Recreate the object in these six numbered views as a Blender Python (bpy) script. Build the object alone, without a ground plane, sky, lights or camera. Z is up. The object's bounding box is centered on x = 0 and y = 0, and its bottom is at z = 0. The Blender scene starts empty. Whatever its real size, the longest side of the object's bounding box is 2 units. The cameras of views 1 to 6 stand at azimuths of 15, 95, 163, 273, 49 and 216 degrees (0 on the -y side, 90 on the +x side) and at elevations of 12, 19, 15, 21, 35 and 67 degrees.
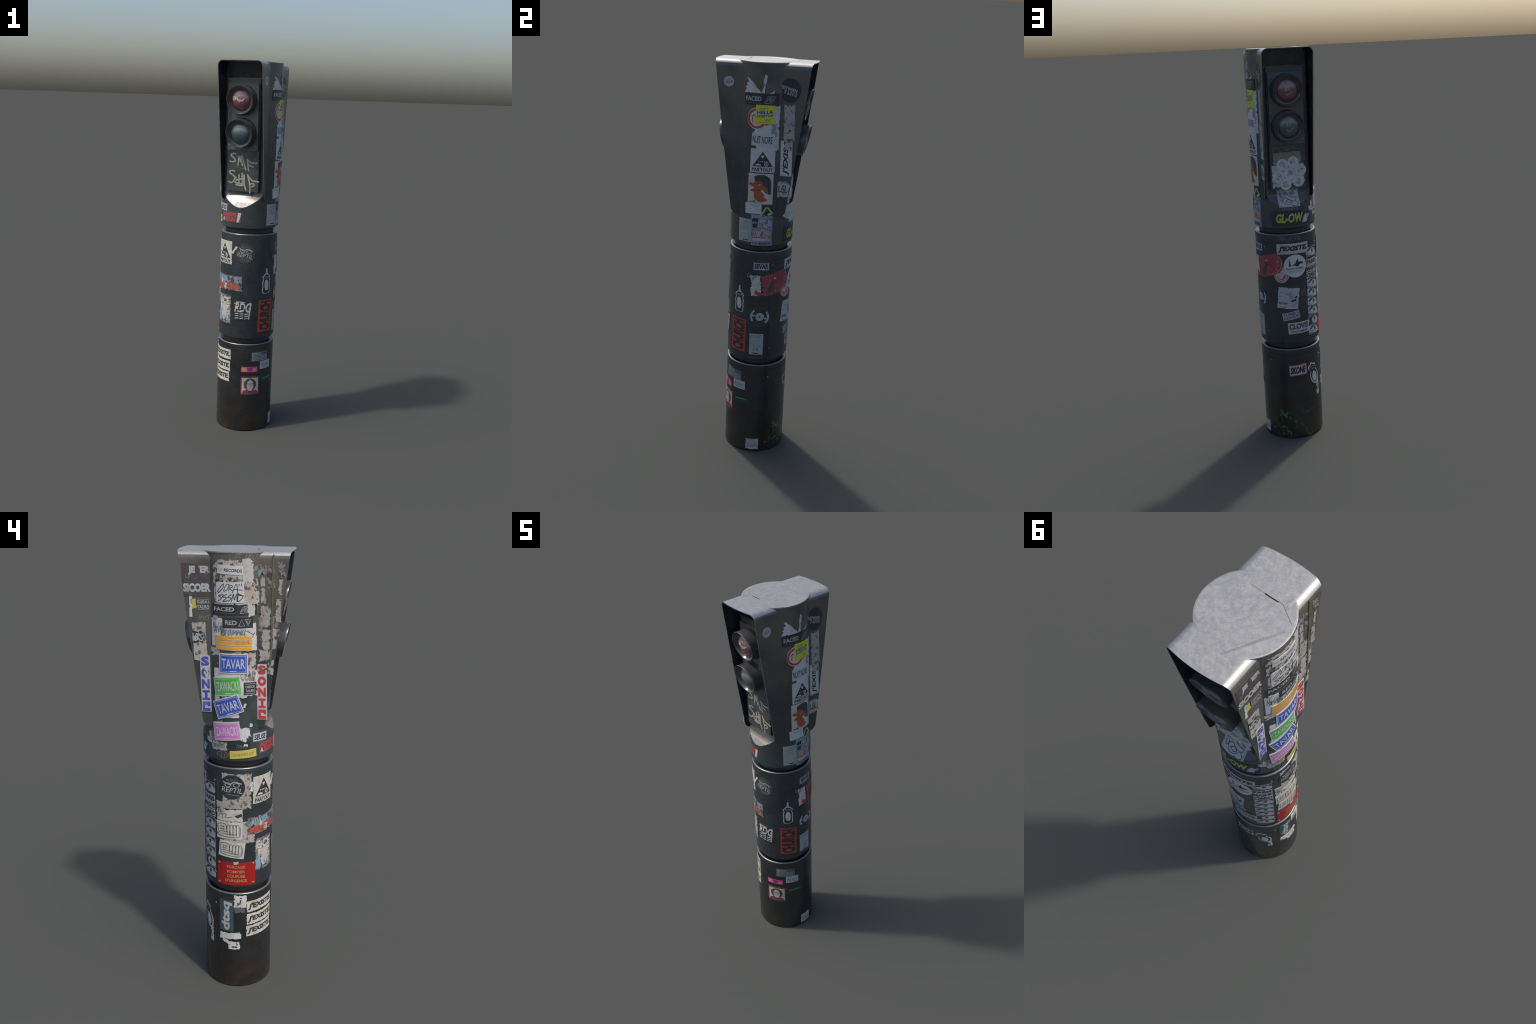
"""Street traffic-light pillar, plastered with stickers.  Metres, z up."""
import bpy, bmesh, math, random
from mathutils import Vector

R = 0.153                    # radius of the round column
HEAD = math.radians(-4.3)    # the lamp head is turned a little on the column
HX = 0.1185                  # half width of a lamp hood
rnd = random.Random(7)


def axis(z):
    """the column is not quite plumb"""
    return -0.0033 + 0.0035 * min(z, 1.1), 0.0025 - 0.0009 * z

# ------------------------------------------------------------------ scene tree
root = bpy.data.objects.new("traffic_light_pillar", None)
bpy.context.scene.collection.objects.link(root)
root["label"] = "dark round traffic light pillar covered with worn stickers"
root["category"] = "traffic light"


def add_object(name, mesh, parent=None):
    ob = bpy.data.objects.new(name, mesh)
    bpy.context.scene.collection.objects.link(ob)
    ob.parent = parent or root
    return ob


# ------------------------------------------------------------------- materials
def nodes_of(name):
    m = bpy.data.materials.new(name)
    m.use_nodes = True
    nt = m.node_tree
    b = nt.nodes["Principled BSDF"]
    return m, nt, b


def N(nt, kind, **kw):
    n = nt.nodes.new(kind)
    for k, v in kw.items():
        setattr(n, k, v)
    return n


def noise(nt, scale, detail=4.0, rough=0.55, vec=None, stretch=None, seed=0.0):
    tc = N(nt, "ShaderNodeTexCoord")
    n = N(nt, "ShaderNodeTexNoise")
    n.inputs["Scale"].default_value = scale
    n.inputs["Detail"].default_value = detail
    n.inputs["Roughness"].default_value = rough
    mp = N(nt, "ShaderNodeMapping")
    mp.inputs["Location"].default_value = (seed, seed * 0.7, seed * 1.3)
    if stretch:
        mp.inputs["Scale"].default_value = stretch
    nt.links.new(tc.outputs["Object"], mp.inputs["Vector"])
    nt.links.new(mp.outputs["Vector"], n.inputs["Vector"])
    return n.outputs["Fac"]


def ramp(nt, fac, lo, hi, a=0.0, b=1.0):
    mr = N(nt, "ShaderNodeMapRange")
    mr.interpolation_type = 'SMOOTHSTEP'
    nt.links.new(fac, mr.inputs["Value"])
    mr.inputs["From Min"].default_value = lo
    mr.inputs["From Max"].default_value = hi
    mr.inputs["To Min"].default_value = a
    mr.inputs["To Max"].default_value = b
    return mr.outputs["Result"]


def mix(nt, fac, a, b):
    m = N(nt, "ShaderNodeMix", data_type='RGBA')
    for sock, v in ((m.inputs[0], fac), (m.inputs[6], a), (m.inputs[7], b)):
        if isinstance(v, (int, float)):
            sock.default_value = v
        elif isinstance(v, tuple):
            sock.default_value = (*v, 1.0)
        else:
            nt.links.new(v, sock)
    return m.outputs[2]


def math_node(nt, op, a, b=0.0):
    m = N(nt, "ShaderNodeMath", operation=op)
    for i, v in enumerate((a, b)):
        if isinstance(v, (int, float)):
            m.inputs[i].default_value = v
        else:
            nt.links.new(v, m.inputs[i])
    return m.outputs[0]


def xyz(nt):
    tc = N(nt, "ShaderNodeTexCoord")
    s = N(nt, "ShaderNodeSeparateXYZ")
    nt.links.new(tc.outputs["Object"], s.inputs[0])
    return s.outputs


def bump(nt, b, fac, strength, dist=0.001):
    n = N(nt, "ShaderNodeBump")
    n.inputs["Strength"].default_value = strength
    n.inputs["Distance"].default_value = dist
    nt.links.new(fac, n.inputs["Height"])
    nt.links.new(n.outputs[0], b.inputs["Normal"])


def paint_material(name, base=(0.034, 0.040, 0.043), moss=False, dusty=False, rough=0.27, brown=0.5, dirt=(0.062, 0.047, 0.034), streaks=(0.062, 0.066, 0.066)):
    """dark slate street-furniture enamel: faded, dusty, scuffed in streaks"""
    m, nt, b = nodes_of(name)
    cloudy = noise(nt, 7.0, 5.0)
    streak = noise(nt, 22.0, 4.0, stretch=(1.0, 1.0, 0.08), seed=3.0)
    c = mix(nt, ramp(nt, cloudy, 0.32, 0.7), tuple(v * 0.72 for v in base), tuple(v * 1.25 for v in base))
    c = mix(nt, ramp(nt, streak, 0.52, 0.75, 0.0, 0.45), c, streaks)
    dust = noise(nt, 4.0, 6.0, seed=11.0)
    c = mix(nt, ramp(nt, dust, 0.48, 0.72, 0.0, brown), c, dirt)
    speck = noise(nt, 160.0, 2.0, seed=5.0)
    c = mix(nt, ramp(nt, speck, 0.68, 0.76, 0.0, 0.4), c, (0.085, 0.082, 0.08))
    o = xyz(nt)
    if dusty:   # road film settled on the upper head
        film = math_node(nt, 'MULTIPLY', ramp(nt, o[2], 1.45, 1.92), ramp(nt, noise(nt, 9.0, 6.0, seed=2.0), 0.22, 0.6))
        c = mix(nt, math_node(nt, 'MULTIPLY', film, 0.75), c, (0.135, 0.115, 0.090))
    if moss:    # bright algae flecks and rust round the foot
        ang = math_node(nt, 'ARCTAN2', o[0], o[1])             # 0 towards +y
        side = math_node(nt, 'MULTIPLY', ramp(nt, ang, -0.62, -0.30), ramp(nt, ang, 1.05, 0.55))
        band = math_node(nt, 'MULTIPLY', ramp(nt, o[2], 0.25, 0.10), side)
        fleck = noise(nt, 55.0, 5.0, 0.65, seed=8.0)
        clump = noise(nt, 14.0, 2.0, seed=4.0)
        thr = math_node(nt, 'ADD', math_node(nt, 'MULTIPLY', fleck, 0.6), math_node(nt, 'MULTIPLY', clump, 0.4))
        g = math_node(nt, 'MULTIPLY', ramp(nt, thr, 0.545, 0.62), band)
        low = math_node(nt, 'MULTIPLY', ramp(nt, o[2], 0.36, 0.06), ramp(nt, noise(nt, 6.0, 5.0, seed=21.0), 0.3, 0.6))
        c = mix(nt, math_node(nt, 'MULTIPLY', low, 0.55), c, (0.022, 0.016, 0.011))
        rust_n = noise(nt, 13.0, 6.0, seed=15.0)
        rust = math_node(nt, 'MULTIPLY', ramp(nt, rust_n, 0.47, 0.60), ramp(nt, o[2], 0.16, 0.02))
        c = mix(nt, math_node(nt, 'MULTIPLY', rust, 0.55), c, (0.050, 0.028, 0.015))
        c = mix(nt, g, c, (0.13, 0.27, 0.03))
    nt.links.new(c, b.inputs["Base Color"])
    rr = ramp(nt, noise(nt, 30.0, 4.0, seed=9.0), 0.3, 0.7, rough - 0.05, rough + 0.07)
    nt.links.new(rr, b.inputs["Roughness"])
    b.inputs["Specular IOR Level"].default_value = 0.8
    bump(nt, b, noise(nt, 90.0, 3.0, seed=1.0), 0.05)
    return m


def bare_metal_material(name, tint=(0.45, 0.445, 0.43), metallic=0.75):
    """weathered galvanised top sheet, speckled with grime"""
    m, nt, b = nodes_of(name)
    a = noise(nt, 55.0, 6.0, 0.65)
    c = mix(nt, ramp(nt, a, 0.35, 0.68), tuple(v * 0.84 for v in tint), tint)
    blot = noise(nt, 190.0, 4.0, 0.6, seed=6.0)
    c = mix(nt, ramp(nt, blot, 0.48, 0.68, 0.0, 0.42), c, (0.28, 0.265, 0.22))
    blue = noise(nt, 40.0, 3.0, seed=12.0)
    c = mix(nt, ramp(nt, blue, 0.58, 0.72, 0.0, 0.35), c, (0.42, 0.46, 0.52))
    tan = noise(nt, 14.0, 4.0, seed=18.0)
    c = mix(nt, ramp(nt, tan, 0.62, 0.74, 0.0, 0.4), c, (0.40, 0.31, 0.18))
    nt.links.new(c, b.inputs["Base Color"])
    b.inputs["Metallic"].default_value = metallic
    nt.links.new(ramp(nt, a, 0.3, 0.7, 0.48, 0.58), b.inputs["Roughness"])
    bump(nt, b, blot, 0.15)
    return m


def sill_material(name):
    """sill rubbed to bright metal along its lower lip, brown with dirt above"""
    m, nt, b = nodes_of(name)
    o = xyz(nt)
    n = noise(nt, 60.0, 5.0, 0.6, stretch=(1.0, 1.0, 0.35), seed=3.0)
    wob = math_node(nt, 'ADD', o[2], math_node(nt, 'MULTIPLY', n, 0.012))
    c = mix(nt, ramp(nt, n, 0.35, 0.65), (0.30, 0.29, 0.265), (0.44, 0.43, 0.41))
    c = mix(nt, ramp(nt, wob, 1.280, 1.294, 0.0, 0.9), c, (0.17, 0.135, 0.095))
    c = mix(nt, ramp(nt, wob, 1.294, 1.304), c, (0.060, 0.060, 0.058))
    nt.links.new(c, b.inputs["Base Color"])
    b.inputs["Metallic"].default_value = 0.5
    b.inputs["Roughness"].default_value = 0.30
    bump(nt, b, n, 0.25)
    return m


def plain(name, col, rough=0.5, metallic=0.0, grime=0.25, grime_col=(0.05, 0.045, 0.04), scale=24.0):
    m, nt, b = nodes_of(name)
    n = noise(nt, scale, 5.0, 0.6, seed=rnd.uniform(0, 20))
    c = mix(nt, ramp(nt, n, 0.45, 0.75, 0.0, min(1.0, grime * 1.25)), col, grime_col)
    if grime > 0:
        f = noise(nt, 110.0, 4.0, 0.65, seed=rnd.uniform(0, 20))
        c = mix(nt, ramp(nt, f, 0.52, 0.70, 0.0, min(0.5, grime * 1.2)), c, tuple(0.45 * v + 0.02 for v in col))
    nt.links.new(c, b.inputs["Base Color"])
    b.inputs["Roughness"].default_value = rough
    b.inputs["Metallic"].default_value = metallic
    return m


def torn_paper(name, col, hole=(0.055, 0.055, 0.055), amount=0.5, scale=26.0, stain=(0.30, 0.22, 0.15)):
    """old poster paper: stained, rubbed through to the dark paint in places"""
    m, nt, b = nodes_of(name)
    n1 = noise(nt, scale, 5.0, 0.62, seed=rnd.uniform(0, 30))
    n2 = noise(nt, 12.0, 4.0, 0.6, seed=rnd.uniform(0, 30))
    n3 = noise(nt, 75.0, 4.0, 0.6, seed=rnd.uniform(0, 30))
    c = mix(nt, ramp(nt, n2, 0.42, 0.72, 0.0, 0.65), col, stain)
    c = mix(nt, ramp(nt, n3, 0.5, 0.7, 0.0, 0.4), c, tuple(v * 0.6 for v in col))
    t = 0.72 - 0.22 * amount
    c = mix(nt, ramp(nt, n1, t, t + 0.03), c, hole)
    nt.links.new(c, b.inputs["Base Color"])
    b.inputs["Roughness"].default_value = 0.75
    bump(nt, b, n1, 0.3)
    return m


def lens_material(name, deep, dust, zc):
    m, nt, b = nodes_of(name)
    o = xyz(nt)
    n = noise(nt, 30.0, 4.0, seed=2.0)
    s = noise(nt, 22.0, 5.0, 0.65, seed=9.0)
    c = mix(nt, ramp(nt, n, 0.35, 0.7), tuple(v * 0.7 for v in deep), deep)
    film = math_node(nt, 'MULTIPLY', ramp(nt, s, 0.30, 0.60, 0.35, 1.0), ramp(nt, o[2], zc - 0.018, zc + 0.045, 0.06, 0.85))
    c = mix(nt, film, c, dust)
    nt.links.new(c, b.inputs["Base Color"])
    b.inputs["Roughness"].default_value = 0.28
    b.inputs["Coat Weight"].default_value = 0.6
    b.inputs["Coat Roughness"].default_value = 0.06
    return m


PAINT_BASE = paint_material("slate_paint_base", base=(0.017, 0.019, 0.021), moss=True, brown=0.5, dirt=(0.026, 0.020, 0.013), streaks=(0.030, 0.030, 0.029))
PAINT_MID = paint_material("slate_paint_middle", base=(0.024, 0.032, 0.038), rough=0.28, brown=0.12, streaks=(0.040, 0.046, 0.052))  # base tinted blue to hold the sky's reflection on the drum
PAINT_HEAD = paint_material("slate_paint_head", base=(0.041, 0.053, 0.056), dusty=True, rough=0.31, brown=0.15, streaks=(0.062, 0.068, 0.066))
PAINT_INNER = paint_material("slate_paint_lamp_bay", base=(0.020, 0.024, 0.032), brown=0.2)  # paint darkened: the bay's interior shade is baked into this colour
PAINT_PLATE = paint_material("slate_paint_lamp_plate", base=(0.075, 0.080, 0.092), brown=0.75, dirt=(0.12, 0.085, 0.05), rough=0.4)
PAINT_TUBE = paint_material("slate_paint_lamp_tube", base=(0.058, 0.060, 0.064), brown=0.9, rough=0.25, dirt=(0.10, 0.075, 0.048))
PAINT_PANEL = paint_material("slate_paint_panel", base=(0.050, 0.062, 0.068), brown=0.3)
NECK_MAT = plain("grimy_neck", (0.030, 0.027, 0.024), 0.6, 0.0, 0.6, (0.075, 0.055, 0.035))
LIP = plain("glint_lightened_lip", (0.21, 0.215, 0.23), 0.36, 0.65, 0.5, (0.10, 0.09, 0.08))  # edge colour lightened to carry the white and sky-blue rim glints
RIM = plain("pale_lamp_rim", (0.13, 0.13, 0.135), 0.30, 0.6, 0.5, (0.10, 0.075, 0.045))
METAL = bare_metal_material("weathered_top_metal")
SILL = sill_material("rubbed_sill_metal")
GAP = plain("painted_gap_shadow", (0.008, 0.008, 0.009), 0.8, 0.0, 0.0)
BRASS = plain("dull_brass", (0.34, 0.28, 0.18), 0.45, 0.5, 0.5)
RED_LENS = lens_material("red_lens", (0.17, 0.055, 0.070), (0.36, 0.29, 0.27), 1.803)
GREEN_LENS = lens_material("green_lens", (0.045, 0.082, 0.095), (0.29, 0.30, 0.29), 1.635)

WHITE = plain("white_vinyl", (0.52, 0.53, 0.54), 0.45, 0, 0.28, (0.30, 0.28, 0.25))
CREAM = plain("cream_paper", (0.50, 0.49, 0.43), 0.6, 0, 0.45, (0.24, 0.22, 0.17))
CREAM_WORN = torn_paper("worn_cream_paper", (0.52, 0.51, 0.45), amount=0.38)
GREYW = plain("grey_white_paper", (0.42, 0.43, 0.44), 0.55, 0, 0.35, (0.20, 0.2, 0.2))
LABEL = plain("grey_label", (0.33, 0.36, 0.35), 0.5, 0, 0.3, (0.2, 0.21, 0.2))
INK = plain("black_ink", (0.022, 0.022, 0.025), 0.5, 0, 0.5, (0.07, 0.07, 0.07))
INKBG = plain("black_vinyl", (0.026, 0.029, 0.034), 0.4, 0, 0.5, (0.06, 0.062, 0.065))
BROWNBG = plain("faded_black_paper", (0.062, 0.052, 0.052), 0.65, 0, 0.6, (0.11, 0.10, 0.11))
GREYINK = plain("grey_ink", (0.17, 0.175, 0.18), 0.55, 0, 0.4)
PALE = plain("pale_print", (0.40, 0.42, 0.43), 0.5, 0, 0.5, (0.12, 0.12, 0.12))
WORNWHITE = torn_paper("worn_white_print", (0.48, 0.48, 0.46), hole=(0.045, 0.047, 0.05), amount=0.55, scale=60.0, stain=(0.34, 0.32, 0.28))
TORN = torn_paper("torn_poster", (0.40, 0.38, 0.345), hole=(0.08, 0.075, 0.07), amount=0.9, scale=40.0)
TORN_GREY = torn_paper("torn_grey_paper", (0.42, 0.42, 0.41), amount=0.55)
TORN_BEIGE = torn_paper("torn_beige_paper", (0.36, 0.345, 0.325), hole=(0.10, 0.095, 0.09), amount=0.75, scale=48.0, stain=(0.25, 0.21, 0.17))
TORN_WHITE = torn_paper("torn_white_paper", (0.55, 0.55, 0.55), amount=0.3, stain=(0.42, 0.38, 0.32))
TORN_DARK = torn_paper("torn_dark_paper", (0.19, 0.185, 0.18), amount=0.9, scale=50.0)
BLUE = plain("blue_vinyl", (0.035, 0.085, 0.42), 0.45, 0, 0.15, (0.10, 0.13, 0.35))
BLUEINK = plain("blue_print", (0.05, 0.06, 0.36), 0.5, 0, 0.35, (0.25, 0.24, 0.30))
GREEN = plain("green_vinyl", (0.06, 0.40, 0.055), 0.45, 0, 0.15, (0.10, 0.30, 0.1))
PINK = plain("pink_vinyl", (0.52, 0.17, 0.47), 0.45, 0, 0.15, (0.40, 0.2, 0.36))
RED = plain("red_enamel", (0.32, 0.010, 0.010), 0.42, 0, 0.3, (0.24, 0.012, 0.012))
REDINK = plain("red_print", (0.50, 0.045, 0.045), 0.5, 0, 0.25, (0.3, 0.06, 0.06))
BRICK = plain("brick_red_print", (0.42, 0.055, 0.030), 0.5, 0, 0.2, (0.3, 0.05, 0.03))
CRIMSON = plain("dull_crimson_print", (0.30, 0.055, 0.065), 0.5, 0, 0.3, (0.28, 0.07, 0.07))
YELLOW = plain("lemon_paper", (0.60, 0.60, 0.02), 0.5, 0, 0.15, (0.45, 0.44, 0.03))
YELLOW2 = plain("tape_yellow", (0.50, 0.43, 0.085), 0.55, 0, 0.25, (0.38, 0.33, 0.08))
ORANGE = plain("orange_tape", (0.65, 0.34, 0.015), 0.5, 0, 0.35, (0.55, 0.22, 0.03))
PEACH = plain("peach_print", (0.50, 0.36, 0.30), 0.55, 0, 0.3, (0.4, 0.3, 0.3))
SKIN = plain("orange_print", (0.38, 0.085, 0.030), 0.5, 0, 0.2, (0.3, 0.08, 0.04))
HAIR = plain("hair_print", (0.045, 0.042, 0.055), 0.5, 0, 0.2)
GOLD = plain("gold_print", (0.40, 0.24, 0.10), 0.5, 0, 0.25)
SKY = plain("sky_blue_print", (0.17, 0.33, 0.45), 0.5, 0, 0.3)
LIME = plain("lime_print", (0.40, 0.44, 0.035), 0.5, 0, 0.3, (0.30, 0.32, 0.05))
NAVY = plain("navy_vinyl", (0.022, 0.032, 0.050), 0.45, 0, 0.3)
TEAL = plain("teal_paper", (0.045, 0.075, 0.085), 0.55, 0, 0.4)
DGREEN = plain("dark_green_vinyl", (0.008, 0.060, 0.035), 0.5, 0, 0.4, (0.012, 0.025, 0.02))
OLIVE = plain("olive_stain", (0.12, 0.12, 0.06), 0.6, 0, 0.5)
OLIVEBROWN = plain("olive_brown_print", (0.11, 0.09, 0.03), 0.6, 0, 0.3)
MAGENTA = plain("magenta_print", (0.50, 0.045, 0.20), 0.5, 0, 0.3, (0.45, 0.12, 0.10))
SALMON = plain("salmon_print", (0.58, 0.24, 0.17), 0.5, 0, 0.3, (0.55, 0.15, 0.2))
LILAC = plain("lilac_paper", (0.36, 0.32, 0.38), 0.55, 0, 0.35, (0.25, 0.22, 0.26))
BLUEGREY = plain("blue_grey_print", (0.24, 0.28, 0.36), 0.55, 0, 0.5, (0.08, 0.09, 0.13))
PALEFACE = plain("pale_mauve_print", (0.50, 0.42, 0.46), 0.55, 0, 0.2)
MAUVE = plain("plum_print", (0.22, 0.05, 0.09), 0.55, 0, 0.2)
PAINTPEN = plain("cream_paint_pen", (0.33, 0.325, 0.25), 0.55, 0, 0.35, (0.17, 0.17, 0.13))
CHALK = plain("scratched_pale_line", (0.17, 0.175, 0.17), 0.6, 0, 0.6)
FAINT = plain("faint_scratch", (0.10, 0.10, 0.095), 0.6, 0, 0.6)
WHITEPEN = plain("white_paint_pen", (0.58, 0.57, 0.53), 0.5, 0, 0.2)


# -------------------------------------------------------------------- geometry
def finish(name, bm, mats, parent=None, smooth=40.0, bevel=None):
    me = bpy.data.meshes.new(name)
    bmesh.ops.recalc_face_normals(bm, faces=bm.faces)
    bm.to_mesh(me)
    bm.free()
    for mt in mats:
        me.materials.append(mt)
    if smooth is not None:
        me.shade_smooth()
        me.set_sharp_from_angle(angle=math.radians(smooth))
    return add_object(name, me, parent)


def lathe(name, profile, mat, segs=160, lip=None):
    bm = bmesh.new()
    rings = []
    for r, z in profile:
        if r == 0:
            rings.append([bm.verts.new((0, 0, z))])
        else:
            ax, ay = axis(z)
            rings.append([bm.verts.new((ax + r * math.cos(2 * math.pi * i / segs), ay + r * math.sin(2 * math.pi * i / segs), z)) for i in range(segs)])
    for a, b in zip(rings, rings[1:]):
        for i in range(segs):
            j = (i + 1) % segs
            if len(a) == 1:
                bm.faces.new((a[0], b[i], b[j]))
            elif len(b) == 1:
                bm.faces.new((a[i], a[j], b[0]))
            else:
                f = bm.faces.new((a[i], a[j], b[j], b[i]))
                if lip and lip[0] <= a[i].co.z <= lip[1] and lip[0] <= b[i].co.z <= lip[1] and math.hypot(b[i].co.x, b[i].co.y) > R - 0.014:
                    f.material_index = 1
    return finish(name, bm, [mat, LIP])


def arc(cx, cz, r, a0, a1, n=6):
    return [(cx + r * math.cos(math.radians(a0 + (a1 - a0) * i / n)), cz + r * math.sin(math.radians(a0 + (a1 - a0) * i / n))) for i in range(n + 1)]


def drum_profile(z0, z1, foot):
    """a sheet-metal drum with a rolled lip on top and a rounded lower edge"""
    p = [(0, z0), (R - foot, z0)] + arc(R - foot, z0 + foot, foot, -90, 0)
    p += arc(R - 0.007, z1 - 0.007, 0.007, 0, 110, 8)
    p += [(R - 0.012, z1 - 0.002), (R - 0.016, z1 - 0.0045), (0.128, z1 - 0.005), (0, z1 - 0.005)]
    return p


lathe("column_base", drum_profile(0.0, 0.502, 0.004), PAINT_BASE, lip=(0.4975, 0.51))
lathe("column_middle", drum_profile(0.530, 1.109, 0.008), PAINT_MID, lip=(1.1045, 1.12))
for za, zb in ((0.480, 0.540), (1.086, 1.146)):
    lathe("column_neck", [(0.124, za), (0.124, za + 0.020), (0.1295, za + 0.022), (0.1305, za + 0.025), (0.130, za + 0.028), (0.130, zb)], NECK_MAT)


def turn(x, y, back=False):
    """head coordinates (front lamps towards -y) -> world"""
    if back:
        x, y = -x, -y
    c, s = math.cos(HEAD), math.sin(HEAD)
    return x * c - y * s, x * s + y * c


# --- head column: round, but cut flat behind the lamps with a sloping sill
WALL = 0.106


def sill_limit(z, x=0.0, back=False):
    """depth of the flattened face: sloping sill below, soft fillet, flat wall above"""
    t = max(0.0, z - 1.247)
    if back:
        y = R - t
    else:        # the front sill is bellied
        y = R - t / 1.35 + 0.008 * max(0.0, 1 - (x / 0.11) ** 2) * min(1.0, t / 0.03)
    d = y - WALL
    return WALL + 0.5 * (d + math.sqrt(d * d + 0.008 ** 2))


def build_head():
    bm = bmesh.new()
    zs = [1.136 + 0.008 * (1 - math.cos(math.radians(a))) for a in range(0, 91, 15)]
    rs = [R - 0.008 + 0.008 * math.sin(math.radians(a)) for a in range(0, 91, 15)]
    z = 1.17
    while z < 1.24:
        zs.append(z); rs.append(R); z += 0.02
    z = 1.243
    while z < 1.345:
        zs.append(z); rs.append(R); z += 0.0015
    for z in (1.36, 1.40, 1.5, 1.6, 1.7, 1.8, 1.9, 1.96, 1.995):
        zs.append(z); rs.append(R)
    segs = 480
    rows = []
    for z, r in zip(zs, rs):
        row = []
        for i in range(segs):
            a = 2 * math.pi * i / segs
            c, s = math.sin(a), math.cos(a)
            rr = r
            if z > 1.2 and abs(s) > 1e-6:
                x = c * 0.15
                for _ in range(4):
                    x = c * min(r, sill_limit(z, x, s < 0) / abs(s))
                rr = min(r, sill_limit(z, x, s < 0) / abs(s))
            row.append(bm.verts.new((*turn(rr * c, -rr * s), z)))
        rows.append(row)
    for a, b in zip(rows, rows[1:]):
        for i in range(segs):
            j = (i + 1) % segs
            f = bm.faces.new((a[i], a[j], b[j], b[i]))
            v = b[i].co
            if v.y < 0 and 1.246 < v.z < 1.312 and math.hypot(v.x, v.y) < R - 0.0008:
                f.material_index = 1
    bm.faces.new(rows[0])
    bm.faces.new(rows[-1])
    return finish("head_column", bm, [PAINT_HEAD, SILL], smooth=25)


build_head()


def build_cap():
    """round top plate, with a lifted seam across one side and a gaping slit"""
    bm = bmesh.new()
    segs, rc = 160, 0.1548
    chord = ((-0.031, 0.150), (-0.146, -0.036))       # lifted fold, head coordinates
    def height(x, y):
        (ax, ay), (bx, by) = chord
        dx, dy = bx - ax, by - ay
        l = math.hypot(dx, dy)
        d = ((x - ax) * dy - (y - ay) * dx) / l        # + inside
        t = ((x - ax) * dx + (y - ay) * dy) / (l * l)
        k = max(0.0, 1.0 - abs(t - 0.35) / 0.75)
        h = 0.0
        if d > 0:
            h = 0.0016 * k * math.exp(-d / 0.022)
        else:
            h = -0.0032 * k * min(1.0, -d / 0.007) + 0.0016 * k
        h += 0.0012 * min(1.0, max(0.0, (x - 0.035) / 0.03)) * min(1.0, max(0.0, (-y - 0.05) / 0.03))
        return 1.9980 + h + 0.0002 * math.sin(31 * x + 2) * math.sin(27 * y)
    rings = []
    n = 44
    for k in range(1, n + 1):
        r = rc * k / n
        rings.append([bm.verts.new((*turn(r * math.cos(2 * math.pi * i / segs), r * math.sin(2 * math.pi * i / segs)),
                                    height(r * math.cos(2 * math.pi * i / segs), r * math.sin(2 * math.pi * i / segs)) - (0.0007 if k == n else 0))) for i in range(segs)])
    mid = bm.verts.new((0, 0, height(0, 0)))
    low = [bm.verts.new((v.co.x, v.co.y, 1.9925)) for v in rings[-1]]
    inner = [bm.verts.new((v.co.x * 0.97, v.co.y * 0.97, 1.9922)) for v in rings[-1]]
    for i in range(segs):
        j = (i + 1) % segs
        bm.faces.new((mid, rings[0][i], rings[0][j]))
        for a, b in zip(rings, rings[1:]):
            bm.faces.new((a[i], b[i], b[j], a[j]))
        bm.faces.new((rings[-1][i], low[i], low[j], rings[-1][j]))
        bm.faces.new((low[i], inner[i], inner[j], low[j]))
    return finish("top_cap", bm, [METAL], smooth=35)


build_cap()


# --- lamp hoods: bent sheet, an upside-down U that leans out towards the top
def hood_edge(x, z):
    """how far the front edge of the hood stands out, head coordinates"""
    t = (z - 1.283) / (1.985 - 1.283)
    y = 0.128 + 0.0915 * t + 0.010 * t * (1 - t)
    rr = 0.030
    if z < 1.283 + rr:
        q = rr - (z - 1.283)
        y -= rr - math.sqrt(max(0.0, rr * rr - q * q))
    if z > 1.9:
        y += 0.0125 * max(0.0, 1 - (x / 0.12) ** 2)
    return y


HOOD_X = {False: (-0.1165, 0.1255), True: (-0.1225, 0.1225)}   # cheeks, in each hood's own facing


def hood_path(inset, back):
    """points (x, z) up one side, over the top and down the other"""
    xl, xr = HOOD_X[back]
    xl, xr, zt, cr = xl + inset, xr - inset, (1.9974 if back else 1.9983) - inset, 0.030 - inset
    left = []
    z = 1.283
    while z < 1.313:
        left.append((0, z)); z += 0.002
    for i in range(31):
        left.append((0, 1.313 + (zt - cr - 1.313) * i / 30))
    for i in range(1, 13):
        a = math.radians(180 - 7.5 * i)
        left.append((cr + cr * math.cos(a), zt - cr + cr * math.sin(a)))
    p = [(xl + dx, z) for dx, z in left]
    for i in range(1, 24):
        p.append((xl + cr + (xr - xl - 2 * cr) * i / 24, zt))
    return p + [(xr - dx, z) for dx, z in reversed(left)]


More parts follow.
